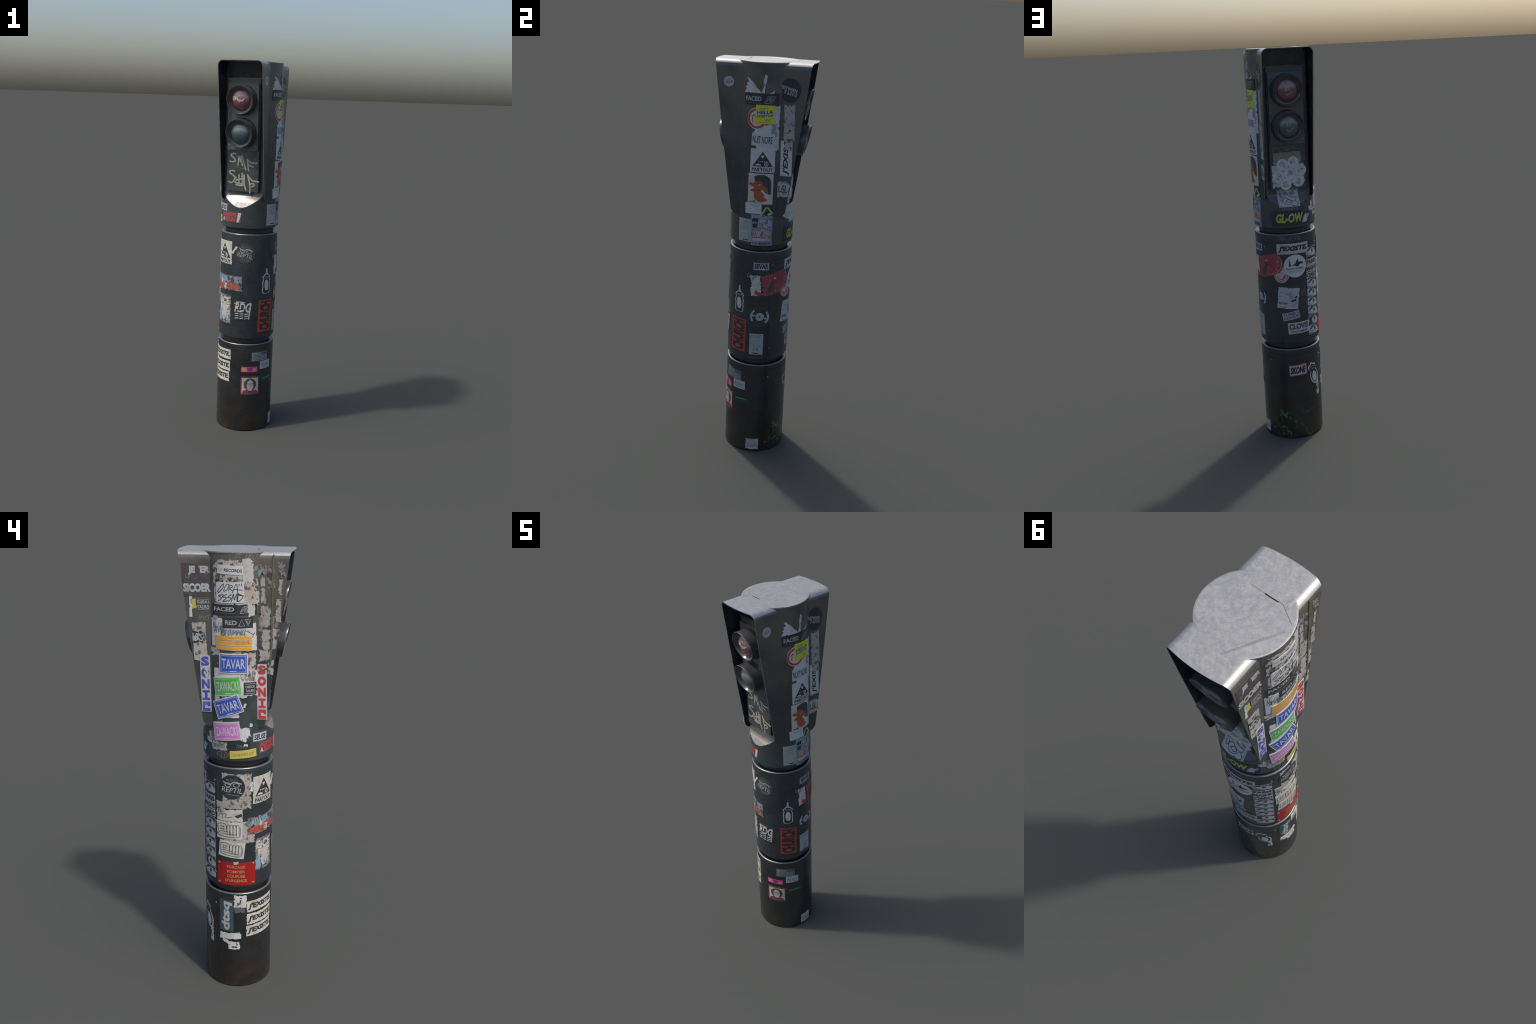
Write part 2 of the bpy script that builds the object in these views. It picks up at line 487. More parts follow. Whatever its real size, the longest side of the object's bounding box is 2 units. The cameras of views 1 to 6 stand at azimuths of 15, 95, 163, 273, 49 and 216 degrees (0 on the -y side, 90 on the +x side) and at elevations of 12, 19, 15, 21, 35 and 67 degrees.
def build_hood(back):
    bm = bmesh.new()
    th = 0.0036
    outer, inner = hood_path(0, back), hood_path(th, back)
    ny = 12
    def sheet(path, ref, pull):
        rows = []
        for (x, z), (xo, zo) in zip(path, ref):
            y1 = hood_edge(xo, zo) - pull
            y0 = 0.0905 if (zo > 1.99 and not back) else 0.082
            if y1 < y0 + 0.004:
                y0 = y1 - 0.004
            rows.append([bm.verts.new((*turn(x, -(y0 + (y1 - y0) * k / ny), back), z)) for k in range(ny + 1)])
        return rows
    so = sheet(outer, outer, 0.0)
    si = sheet(inner, outer, 0.0)
    n = len(outer)
    top = [zo > 1.9988 - 0.018 for _, zo in outer]
    for rows, is_out in ((so, True), (si, False)):
        for a in range(n - 1):
            for k in range(ny):
                f = bm.faces.new((rows[a][k], rows[a + 1][k], rows[a + 1][k + 1], rows[a][k + 1]))
                if is_out:
                    f.material_index = 1 if top[a] and top[a + 1] else 0
                else:
                    f.material_index = 2
    for a in range(n - 1):     # front rim and rear rim
        f = bm.faces.new((so[a][ny], so[a + 1][ny], si[a + 1][ny], si[a][ny]))
        f.material_index = 3
        bm.faces.new((so[a][0], so[a + 1][0], si[a + 1][0], si[a][0]))
    for a in (0, n - 1):
        for k in range(ny):
            bm.faces.new((so[a][k], so[a][k + 1], si[a][k + 1], si[a][k]))
    return finish("lamp_hood", bm, [PAINT_HEAD, METAL, PAINT_INNER, LIP], smooth=50)


hoods = [build_hood(False), build_hood(True)]


def box(name, x0, x1, y0b, y1b, y0t, y1t, z0, z1, mat, back, parent=None, bev=0.0015):
    """upright slab whose depth may change from bottom to top (depths towards the viewer of that face)"""
    bm = bmesh.new()
    vs = []
    for z, ya, yb in ((z0, y0b, y1b), (z1, y0t, y1t)):
        for x, y in ((x0, ya), (x1, ya), (x1, yb), (x0, yb)):
            vs.append(bm.verts.new((*turn(x, -y, back), z)))
    a, b = vs[:4], vs[4:]
    bm.faces.new(a); bm.faces.new(b)
    for i in range(4):
        j = (i + 1) % 4
        bm.faces.new((a[i], a[j], b[j], b[i]))
    bmesh.ops.bevel(bm, geom=bm.edges[:], offset=bev, segments=2, affect='EDGES')
    return finish(name, bm, [mat], parent, smooth=30)


def panel_y(z):
    return 0.128 + 0.0172 * (z - 1.33)


LAMP_Z = (1.803, 1.635)


def tube_profile():
    # (radius, depth relative to the front plane, slope follows: 1 = oblique front, 0 = upright)
    return [(0.078, -0.0565, 0), (0.0748, -0.0525, 0.05), (0.0732, -0.045, 0.2), (0.0728, -0.010, 0.9), (0.0728, -0.002, 1), (0.0715, 0.0005, 1), (0.0695, 0.0005, 1), (0.0680, -0.001, 1),
            (0.0660, -0.006, 1), (0.0630, -0.011, 0.95), (0.0590, -0.014, 0.85), (0.0578, -0.017, 0.8), (0.0520, -0.018, 0.6), (0.0508, -0.022, 0.5), (0.0503, -0.034, 0.4)]


def build_tube(zc, back, parent):
    bm = bmesh.new()
    segs = 72
    rings = []
    for r, d, k in tube_profile():
        ring = []
        for i in range(segs):
            a = 2 * math.pi * i / segs
            x, dz = r * math.cos(a), r * math.sin(a)
            ring.append(bm.verts.new((*turn(x, -(0.2025 + d + 0.226 * dz * k), back), zc + dz)))
        rings.append(ring)
    for k, (a, b) in enumerate(zip(rings, rings[1:])):
        for i in range(segs):
            j = (i + 1) % segs
            f = bm.faces.new((a[i], a[j], b[j], b[i]))
            f.material_index = 1 if k in (4, 5, 6, 10, 11) else 0
    return finish("lamp_housing", bm, [PAINT_TUBE, RIM], parent, smooth=35)


def build_lens(zc, back, mat, parent):
    bm = bmesh.new()
    segs, n, rad = 64, 14, 0.0508
    rings = []
    for k in range(1, n + 1):
        r = rad * k / n
        bulge = 0.024 * (math.sqrt(max(0, 1 - (0.97 * k / n) ** 2)))
        rings.append([bm.verts.new((*turn(r * math.cos(2 * math.pi * i / segs), -(0.2025 - 0.026 + bulge + 0.09 * r * math.sin(2 * math.pi * i / segs)), back), zc + r * math.sin(2 * math.pi * i / segs))) for i in range(segs)])
    mid = bm.verts.new((*turn(0, -(0.2025 - 0.002), back), zc))
    for i in range(segs):
        j = (i + 1) % segs
        bm.faces.new((mid, rings[0][i], rings[0][j]))
        for a, b in zip(rings, rings[1:]):
            bm.faces.new((a[i], b[i], b[j], a[j]))
    return finish("lamp_lens", bm, [mat], parent, smooth=60)


dome_mesh = None


def rivet(place, normal, r=0.0042, parent=None, name="rivet", mat=None):
    """low domed fastener head, shared mesh"""
    global dome_mesh
    if dome_mesh is None:
        bm = bmesh.new()
        bmesh.ops.create_uvsphere(bm, u_segments=14, v_segments=8, radius=1.0)
        bmesh.ops.scale(bm, vec=(1, 1, 0.45), verts=bm.verts)
        dome_mesh = bpy.data.meshes.new("rivet")
        bm.to_mesh(dome_mesh)
        bm.free()
        dome_mesh.materials.append(BRASS)
        dome_mesh.shade_smooth()
    ob = add_object(name, dome_mesh, parent)
    ob.location = place
    ob.scale = (r, r, r)
    ob.rotation_mode = 'QUATERNION'
    ob.rotation_quaternion = Vector(normal).to_track_quat('Z', 'Y')
    return ob


for back in (False, True):
    panel = box("lamp_panel", -0.089, 0.089, 0.096, panel_y(1.33), 0.096, panel_y(1.911), 1.33, 1.911, PAINT_PANEL, back)
    box("lamp_plate", -0.0845, 0.0845, panel_y(1.547) - 0.004, panel_y(1.547) + 0.0115, panel_y(1.887) - 0.004, panel_y(1.887) + 0.0115, 1.547, 1.887, PAINT_PLATE, back, panel)
    nrm = turn(0, -1, back)
    for zc in LAMP_Z:
        lamp = build_tube(zc, back, panel)
        build_lens(zc, back, RED_LENS if zc > 1.7 else GREEN_LENS, panel)
        for dx in (-0.073, 0.073):
            for dz in (-0.063, 0.063):
                z = zc + dz
                p = turn(dx, -(panel_y(z) + 0.0115), back)
                rivet((*p, z), (*nrm, 0), 0.0036, panel)
    for dx in (-0.104, 0.104):          # bolts of the bay wall, just above the sill
        p = turn(dx, -(WALL + 0.001), back)
        rivet((*p, 1.318), (*nrm, 0), 0.0045, None)
    # strip closing the bay under the hood roof
    box("bay_header", -0.098, 0.098, 0.09, 0.118, 0.09, 0.132, 1.918, 1.9925, PAINT_INNER, back)


# ------------------------------------------------------- surfaces for stickers
def on_column(u, v, h):
    a = u / R
    ax, ay = axis(v) if v < 1.12 else (0.0, 0.0)
    return (ax + (R + h) * math.sin(a), ay - (R + h) * math.cos(a), v)


def on_hood_plus(u, v, h):
    return (*turn((HOOD_X[False][1] if u < 0 else -HOOD_X[True][0]) + h, u), v)


def on_hood_minus(u, v, h):
    return (*turn((HOOD_X[False][0] if u > 0 else -HOOD_X[True][1]) - h, -u), v)


def on_front(u, v, h):
    return (*turn(u, -(panel_y(v) + h)), v)


def on_back(u, v, h):
    return (*turn(u, -(panel_y(v) + h), True), v)


def on_back_sill(u, v, h):
    """back of the collar, draped over the sloping sill up to the bay wall"""
    y = min(math.sqrt(max(1e-6, R * R - u * u)), sill_limit(v, u, True)) + h
    return (*turn(u, -y, True), v + h * 0.5)


SURF = {"col": on_column, "hpx": on_hood_plus, "hnx": on_hood_minus, "fr": on_front, "bk": on_back, "sill": on_back_sill}


# --------------------------------------------------------- flat shape helpers
def smooth_line(pts, n=6):
    if len(pts) < 3:
        return list(pts)
    out = []
    for i in range(len(pts) - 1):
        p0, p1, p2, p3 = pts[max(i - 1, 0)], pts[i], pts[i + 1], pts[min(i + 2, len(pts) - 1)]
        for k in range(n):
            t = k / n
            out.append(tuple(0.5 * (2 * b + (c - a) * t + (2 * a - 5 * b + 4 * c - d) * t * t + (3 * b - a - 3 * c + d) * t ** 3)
                             for a, b, c, d in zip(p0, p1, p2, p3)))
    out.append(pts[-1])
    return out


def ribbon(pts, width):
    """constant-width stroke with rounded ends -> (verts, faces)"""
    q = [pts[0]]
    for p in pts[1:]:
        if math.hypot(p[0] - q[-1][0], p[1] - q[-1][1]) > width * 0.12:
            q.append(p)
    if len(q) < 2:
        q.append((q[0][0] + width * 0.3, q[0][1]))
    V, F = [], []
    w = width / 2
    dirs = []
    for i in range(len(q)):
        a, b = q[max(i - 1, 0)], q[min(i + 1, len(q) - 1)]
        l = math.hypot(b[0] - a[0], b[1] - a[1]) or 1.0
        dirs.append(((b[0] - a[0]) / l, (b[1] - a[1]) / l))
    stations = []
    d = dirs[0]
    for k in (0.0, 0.45, 0.8):
        stations.append(((q[0][0] - d[0] * w * (1 - k), q[0][1] - d[1] * w * (1 - k)), d, math.sqrt(max(0.05, 1 - (1 - k) ** 2))))
    stations += [(p, dd, 1.0) for p, dd in zip(q, dirs)]
    d = dirs[-1]
    for k in (0.8, 0.45, 0.0):
        stations.append(((q[-1][0] + d[0] * w * (1 - k), q[-1][1] + d[1] * w * (1 - k)), d, math.sqrt(max(0.05, 1 - (1 - k) ** 2))))
    for (x, y), (dx, dy), s in stations:
        V.append((x - dy * w * s, y + dx * w * s))
        V.append((x + dy * w * s, y - dx * w * s))
    for i in range(len(stations) - 1):
        F.append((2 * i, 2 * i + 1, 2 * i + 3, 2 * i + 2))
    return V, F


def disc_outline(rx, ry, n=40):
    return [(rx * math.cos(2 * math.pi * i / n), ry * math.sin(2 * math.pi * i / n)) for i in range(n)]


def rect_outline(w, h, corner=0.0, n=4):
    if corner <= 0:
        return [(-w / 2, -h / 2), (w / 2, -h / 2), (w / 2, h / 2), (-w / 2, h / 2)]
    p = []
    for cx, cy, a in ((w / 2 - corner, -h / 2 + corner, -90), (w / 2 - corner, h / 2 - corner, 0), (-w / 2 + corner, h / 2 - corner, 90), (-w / 2 + corner, -h / 2 + corner, 180)):
        for i in range(n + 1):
            t = math.radians(a + 90 * i / n)
            p.append((cx + corner * math.cos(t), cy + corner * math.sin(t)))
    return p


def ragged(outline, amount, seed, step=0.006):
    """roughen an outline as if torn; keeps it simple (no crossings for small amounts)"""
    r = random.Random(seed)
    out = []
    n = len(outline)
    cx = sum(p[0] for p in outline) / n
    cy = sum(p[1] for p in outline) / n
    for i in range(n):
        a, b = outline[i], outline[(i + 1) % n]
        l = math.hypot(b[0] - a[0], b[1] - a[1])
        k = max(1, int(l / step))
        for j in range(k):
            t = j / k
            x, y = a[0] + (b[0] - a[0]) * t, a[1] + (b[1] - a[1]) * t
            d = math.hypot(x - cx, y - cy) or 1.0
            s = r.uniform(-1.0, 0.35) * amount
            if r.random() < 0.12:
                s -= amount * 1.6
            out.append((x + (x - cx) / d * s, y + (y - cy) / d * s))
    return out


text_cache = {}


def text_mesh(body, bold, shear):
    key = (body, bold, shear)
    if key not in text_cache:
        cu = bpy.data.curves.new("lettering", 'FONT')
        cu.body = body
        cu.offset = bold
        cu.shear = shear
        cu.resolution_u = 3
        cu.fill_mode = 'FRONT'
        cu.space_line = 0.95
        ob = bpy.data.objects.new("lettering", cu)
        bpy.context.scene.collection.objects.link(ob)
        dg = bpy.context.evaluated_depsgraph_get()
        me = ob.evaluated_get(dg).to_mesh()
        V = [(v.co.x, v.co.y) for v in me.vertices]
        F = [tuple(p.vertices) for p in me.polygons]
        ob.evaluated_get(dg).to_mesh_clear()
        bpy.data.objects.remove(ob)
        bpy.data.curves.remove(cu)
        xs, ys = [v[0] for v in V], [v[1] for v in V]
        x0, x1, y0, y1 = min(xs), max(xs), min(ys), max(ys)
        V = [((x - x0) / (x1 - x0) - 0.5, (y - y0) / (y1 - y0) - 0.5) for x, y in V]
        text_cache[key] = (V, F)
    return text_cache[key]


GLYPHS = (((-.4, .4), (-.3, -.45), (.1, .1), (.4, -.4)), ((.35, .4), (-.3, .3), (-.2, 0), (.3, -.1), (.2, -.45), (-.4, -.4)), ((-.3, .45), (-.25, -.4), (.35, -.3)),
          ((.3, .3), (-.1, .45), (-.4, 0), (-.1, -.45), (.3, -.3), (.35, .1), (0, .0)), ((-.4, -.45), (0, .48), (.3, -.45), (.1, -.1), (-.25, -.1)), ((-.4, .4), (0, -.1), (.4, .45), (-.1, -.48)),
          ((-.35, -.4), (-.35, .45), (.3, .3), (-.3, .05), (.4, -.45)), ((-.4, .3), (.4, .42), (.0, .38), (-.05, -.48)), ((-.4, -.4), (-.3, .4), (.0, -.2), (.25, .42), (.4, -.42)))


def scrawl_lines(w, h, seed, n=4, loops=5):
    """hand-style: a row of loose, leaning marker letters"""
    r = random.Random(seed)
    out = []
    for i in range(n):
        cx = -w / 2 + w * (i + 0.5) / n
        sx, sy, lean = w / n * r.uniform(0.9, 1.15), h * r.uniform(0.75, 1.0), r.uniform(0.0, 0.3)
        g = [(cx + sx * (x + lean * y), sy * y) for x, y in r.choice(GLYPHS)]
        out.append(smooth_line([(max(-w / 2, min(w / 2, a)), max(-h / 2, min(h / 2, b))) for a, b in g], 5))
    return out


class Sheet:
    """a sticker: base outline plus printed items, bent onto one of the surfaces"""

    def __init__(self, surf, u, z, rot=0.0, layer=0):
        self.surf, self.z = SURF[surf], z
        self.curved = surf in ("col", "sill")
        self.u = math.radians(u) * R if surf == "col" else u / 1000.0
        self.c, self.s = math.cos(math.radians(rot)), math.sin(math.radians(rot))
        self.h = 0.0013 + 0.0007 * layer
        self.n = 0
        self.parts = []          # (verts, faces, material)

    def put(self, bm, V, F, h, skirt, idx):
        b2 = bmesh.new()
        vs = [b2.verts.new((self.u + x * self.c - y * self.s, self.z + x * self.s + y * self.c, 0)) for x, y in V]
        for f in F:
            try:
                b2.faces.new([vs[i] for i in f])
            except ValueError:
                pass
        big = [f for f in b2.faces if len(f.verts) > 4]
        if big:
            bmesh.ops.triangulate(b2, faces=big)
        if self.curved:
            xs = [v.co.x for v in b2.verts]
            step = 0.006
            k = math.floor(min(xs) / step) + 1
            while k * step < max(xs):
                bmesh.ops.bisect_plane(b2, geom=b2.verts[:] + b2.edges[:] + b2.faces[:], plane_co=(k * step, 0, 0), plane_no=(1, 0, 0), dist=1e-6)
                k += 1
            if self.surf is on_back_sill:
                for q in range(20):
                    bmesh.ops.bisect_plane(b2, geom=b2.verts[:] + b2.edges[:] + b2.faces[:], plane_co=(0, 1.235 + 0.005 * q, 0), plane_no=(0, 1, 0), dist=1e-6)
        base = {}
        for v in b2.verts:
            base[v] = bm.verts.new(self.surf(v.co.x, v.co.y, h))
        for f in b2.faces:
            nf = bm.faces.new([base[v] for v in f.verts])
            nf.material_index = idx
        if skirt:
            low = {}
            for e in b2.edges:
                if len(e.link_faces) == 1:
                    for v in e.verts:
                        if v not in low:
                            low[v] = bm.verts.new(self.surf(v.co.x, v.co.y, -0.0006))
                    a, c = e.verts
                    nf = bm.faces.new((base[a], base[c], low[c], low[a]))
                    nf.material_index = idx
        b2.free()

    def add(self, V, F, mat):
        self.parts.append((V, F, mat))

    # printed items: positions in metres from the sticker's centre
    def text(self, body, x, y, w, h, mat, bold=0.0, shear=0.0, rot=0.0):
        V, F = text_mesh(body, bold, shear)
        c, s = math.cos(math.radians(rot)), math.sin(math.radians(rot))
        self.add([(x + a * w * c - b * h * s, y + a * w * s + b * h * c) for a, b in V], F, mat)

    def poly(self, pts, mat):
        self.add(list(pts), [tuple(range(len(pts)))], mat)

    def rect(self, x, y, w, h, mat, rot=0.0, corner=0.0, torn=0.0, seed=0):
        o = rect_outline(w, h, corner)
        if torn:
            o = ragged(o, torn, seed)
        c, s = math.cos(math.radians(rot)), math.sin(math.radians(rot))
        self.poly([(x + a * c - b * s, y + a * s + b * c) for a, b in o], mat)

    def disc(self, x, y, rx, mat, ry=None):
        self.poly([(x + a, y + b) for a, b in disc_outline(rx, ry or rx)], mat)

    def ring(self, x, y, r, w, mat, a0=0.0, a1=360.0, ry=None):
        n = 40
        k = (ry or r) / r
        V, F = [], []
        for i in range(n + 1):
            t = math.radians(a0 + (a1 - a0) * i / n)
            for q in (r, r - w):
                V.append((x + q * math.cos(t), y + k * q * math.sin(t)))
        for i in range(n):
            F.append((2 * i, 2 * i + 1, 2 * i + 3, 2 * i + 2))
        self.add(V, F, mat)

    def line(self, pts, w, mat, smooth=True):
        V, F = ribbon(smooth_line(pts) if smooth else list(pts), w)
        self.add(V, F, mat)

    def scrawl(self, x, y, w, h, width, mat, seed, n=4, loops=5):
        for l in scrawl_lines(w, h, seed, n, loops):
            self.line([(a + x, b + y) for a, b in l], width, mat, smooth=False)

    def frame(self, w, h, t, mat, inset=0.0):
        w, h = w - 2 * inset, h - 2 * inset
        V = [(-w / 2, -h / 2), (w / 2, -h / 2), (w / 2, h / 2), (-w / 2, h / 2)]
        V += [(-w / 2 + t, -h / 2 + t), (w / 2 - t, -h / 2 + t), (w / 2 - t, h / 2 - t), (-w / 2 + t, h / 2 - t)]
        self.add(V, [(0, 1, 5, 4), (1, 2, 6, 5), (2, 3, 7, 6), (3, 0, 4, 7)], mat)

    def make(self, name, outline=None, mat=None, print_name="sticker_print"):
        ob = None
        if outline is not None:
            bm = bmesh.new()
            self.put(bm, list(outline), [tuple(range(len(outline)))], self.h, True, 0)
            me = bpy.data.meshes.new(name)
            bmesh.ops.recalc_face_normals(bm, faces=bm.faces)
            bm.to_mesh(me)
            bm.free()
            me.materials.append(mat)
            ob = add_object(name, me)
        if self.parts:
            mats = []
            bm = bmesh.new()
            h = self.h + (0.00022 if outline is not None else -0.0006)
            for V, F, m in self.parts:
                if m not in mats:
                    mats.append(m)
                self.put(bm, V, F, h, False, mats.index(m))
                h += 0.00005
            me = bpy.data.meshes.new(print_name)
            bm.to_mesh(me)
            bm.free()
            for m in mats:
                me.materials.append(m)
            o2 = add_object(print_name if ob else name, me, ob)
            ob = ob or o2
        return ob


seed_counter = [100]


def nxt():
    seed_counter[0] += 1
    return seed_counter[0]


def sticker(surf, u, z, w, h, rot=0, mat=None, layer=0, corner=0.0, torn=0.0, disc=False, draw=None, name="sticker", outline=None):
    """w, h in millimetres"""
    w, h = w / 1000, h / 1000
    s = Sheet(surf, u, z, rot, layer)
    if outline:
        o = [(x / 1000, y / 1000) for x, y in outline]
    elif disc:
        o = disc_outline(w / 2, h / 2, 48)
    else:
        o = rect_outline(w, h, corner / 1000)
    if torn:
        o = ragged(o, torn / 1000, nxt())
    if draw:
        draw(s, w, h)
    return s.make(name, o, mat)


def scrap(surf, u, z, w, h, mat, rot=0, layer=0, torn=4.0, outline=None):
    return sticker(surf, u, z, w, h, rot, mat, layer, torn=torn, name="torn_paper", outline=outline)


# ============================================================ access doors etc.
def door(u0, u1, z0, z1):
    """riveted access door let into the drum, its seam shadow modelled as a larger black patch beneath"""
    uc, w = (u0 + u1) / 2, math.radians(u1 - u0) * R
    s = Sheet("col", uc, (z0 + z1) / 2)
    s.h = 0.0004
    s.make("door_seam_shadow_patch", rect_outline(w + 0.004, z1 - z0 + 0.004, 0.005), GAP)
    s = Sheet("col", uc, (z0 + z1) / 2)
    s.h = 0.0008
    d = s.make("access_door", rect_outline(w, z1 - z0, 0.004), PAINT_MID if z1 > 0.6 else PAINT_BASE)
    d.data.shade_smooth()
    d.data.set_sharp_from_angle(angle=math.radians(40))
    return d


door(116.2, 235.5, 0.565, 1.066)
door(115.5, 235.0, 0.012, 0.4725)
for u, z in ((118.8, 1.040), (119.2, 0.595), (232.6, 1.042), (232.4, 0.596), (119.0, 0.434), (232.0, 0.436), (119.3, 0.050)):
    p = on_column(math.radians(u) * R, z, 0.001)
    rivet(p, (p[0], p[1], 0), 0.0042, None, "door_screw")

# =================================================== recurring sticker designs
def d_plate(body):
    def draw(s, w, h):
        s.frame(w, h, 0.0014, WHITE, 0.006)
        s.text(body, 0, 0, w * 0.82, h * 0.52, WHITE, 0.012)
        s.rect(0, -h * 0.38, w * 0.22, h * 0.035, WHITE)
    return draw


def framed_plate(u, z, w, h, rot, mat, body, layer):
    def draw(s, w, h):
        s.rect(0, 0, w - 0.009, h - 0.009, mat)
        d_plate(body)(s, w - 0.004, h - 0.004)
    sticker("col", u, z, w, h, rot, WHITE, layer, corner=1.5, draw=draw)


def d_existe(s, w, h):
    s.text("J'EXISTE.", 0, -h * 0.02, w * 0.92, h * 0.62, INK, 0.055, 0.22)


def d_faced(s, w, h):
    s.text("FACED", -w * 0.22, h * 0.06, w * 0.46, h * 0.40, PALE, 0.03)
    s.rect(-w * 0.2, -h * 0.32, w * 0.44, h * 0.035, GREYINK)
    t = h * 0.30
    x = w * 0.20
    s.line([(x - t, -t), (x, t), (x + t, -t), (x - t, -t)], 0.0022, PALE, False)
    s.line([(x - t * .5, -t * .6), (x, t * .2), (x + t * .5, -t * .6)], 0.0022, PALE, False)
    s.line([(x + t * .3, t), (x + t * 2.2, t), (x + t * 1.3, -t), (x + t * .3, t)], 0.0022, PALE, False)
    s.line([(x + t * .9, t * .6), (x + t * 1.7, t * .6), (x + t * 1.3, -t * .3), (x + t * .9, t * .6)], 0.0022, PALE, False)


def d_partout(s, w, h):
    ty = h * 0.40
    by = -h * 0.24
    s.poly([(-w * .40, by), (w * .42, by), (0, ty)], INK)
    for dx in (-1, 1):
        s.disc(dx * w * .03, h * 0.20, w * .036, WHITE)
    s.poly([(-w * .062, h * .185), (w * .062, h * .185), (0, h * .10)], WHITE)
    for i in range(5):
        x = -w * .16 + w * .08 * i
        s.poly([(x - w * .03, -h * .01), (x + w * .03, -h * .01), (x, -h * .065)], WHITE)
    s.poly([(-w * .33, -h * .2), (-w * .05, -h * .2), (-w * .08, -h * .13), (-w * .22, -h * .12)], WHITE)
    s.ring(w * .16, -h * .13, w * .085, w * .03, WHITE)
    s.disc(w * .16, -h * .13, w * .025, WHITE)
    s.rect(0, -h * .275, w * .7, h * .012, GREYINK)
    s.text("PARTOUT", 0, -h * .38, w * .84, h * .15, INK, 0.025)


def d_reptil(s, w, h):
    s.line([(-w * .34, h * .22), (-w * .1, h * .12), (w * .1, h * .22), (w * .36, h * .14)], 0.004, PALE)
    s.ring(-w * .16, h * .10, w * .13, w * .03, PALE, ry=h * .09)
    s.ring(w * .17, h * .09, w * .13, w * .03, PALE, ry=h * .09)
    s.scrawl(0, h * .28, w * .45, h * .12, 0.0015, GREYINK, 41, 3)
    s.text("REPTIL", 0, -h * .12, w * .80, h * .2, PALE, 0.0, 0.1, -5)
    s.rect(w * .05, -h * .32, w * .5, h * .03, GREYINK, -6)


def d_small_print(rows, seed):
    def draw(s, w, h):
        r = random.Random(seed)
        for i in range(rows):
            y = h * .42 - h * .84 * (i + .5) / rows
            x = -w * .42
            while x < w * .38:
                l = r.uniform(.05, .2) * w
                if r.random() < .72:
                    s.rect(min(x + l / 2, w * .36), y, l * .85, h * .28 / rows, GREYINK)
                x += l
    return draw


def d_ce(s, w, h):
    s.rect(0, h * .40, w * .5, h * .02, GREYINK)
    s.rect(-w * .05, h * .33, w * .7, h * .02, GREYINK)
    s.line([(-w * .12, h * .2), (-w * .12, h * .0), (w * .12, 0), (w * .12, h * .2), (-w * .12, h * .2)], 0.0008, GREYINK, False)
    s.rect(-w * .14, -h * .08, w * .2, h * .03, GREYINK)
    s.rect(w * .16, -h * .08, w * .22, h * .03, GREYINK)
    s.ring(-w * .10, -h * .25, w * .10, w * .03, INK, 70, 290)
    s.ring(w * .14, -h * .25, w * .10, w * .03, INK, 70, 290)
    s.rect(w * .09, -h * .25, w * .1, h * .02, INK)
    s.rect(-w * .02, -h * .43, w * .45, h * .04, INK)
    s.rect(w * .35, h * .44, w * .05, h * .03, INK)


def d_fist(s, w, h):
    wd = 0.0022
    for i in range(4):
        x = -w * .02 + w * .115 * i
        s.line([(x - w * .05, -h * .3), (x - w * .05, h * .24), (x, h * .33), (x + w * .05, h * .24), (x + w * .05, -h * .26)], wd, INK)
    s.line([(w * .42, h * .2), (w * .42, -h * .2), (w * .3, -h * .38), (-w * .3, -h * .34), (-w * .42, -h * .22), (-w * .3, -h * .08), (w * .02, -h * .08)], wd, INK)
    s.line([(-w * .42, -h * .1), (-w * .44, h * .24), (-w * .34, h * .36), (-w * .12, h * .34), (-w * .08, -h * .02)], wd, INK)
    for dy in (.06, .2):
        s.line([(-w * .36, h * dy), (-w * .16, h * dy)], 0.0016, INK)
    for dx in (-.31, -.22):
        s.line([(w * dx, -h * .02), (w * dx, h * .28)], 0.0016, INK)
    s.line([(-w * .30, -h * .2), (w * .28, -h * .22)], 0.0016, INK)


def stacked(word, mat):
    def draw(s, w, h):
        n = len(word)
        for i, ch in enumerate(word):
            y = h * .5 - h * (i + .5) / n
            if ch == "I":
                s.rect(0, y, w * .26, h / n * .8, mat)
                s.rect(0, y + h / n * .34, w * .76, h / n * .2, mat)
                s.rect(0, y - h / n * .34, w * .76, h / n * .2, mat)
            elif ch == "C":
                s.poly([(-w * .4, y + h / n * .42), (w * .4, y + h / n * .42), (w * .4, y - h / n * .0), (w * .16, y), (w * .1, y + h / n * .14), (-w * .14, y + h / n * .14),
                        (-w * .14, y - h / n * .16), (w * .4, y - h / n * .16), (w * .4, y - h / n * .44), (-w * .4, y - h / n * .44)], mat)
            elif ch == "O":
                s.ring(0, y, w * .42, w * .25, mat, ry=h / n * .43)
            else:
                s.text(ch, 0, y, w * .80, h / n * .84, mat, 0.06)
    return draw


# ======================================================= head, -x side (lit)
scrap("col", -94, 1.923, 165, 92, TORN, 0, 0, 6)
scrap("col", -89, 1.845, 184, 104, TORN, 0, 0, 7)
scrap("col", -71, 1.925, 46, 96, TORN_GREY, 2, 1, 5)
sticker("col", -97.7, 1.930, 103, 34, -3, WHITE, 2, draw=lambda s, w, h: (
    s.text("HD", -w * .36, -h * .02, w * .17, h * .34, LILAC), s.text("RECORDS", w * .12, -h * .02, w * .68, h * .34, INK, 0.03)))


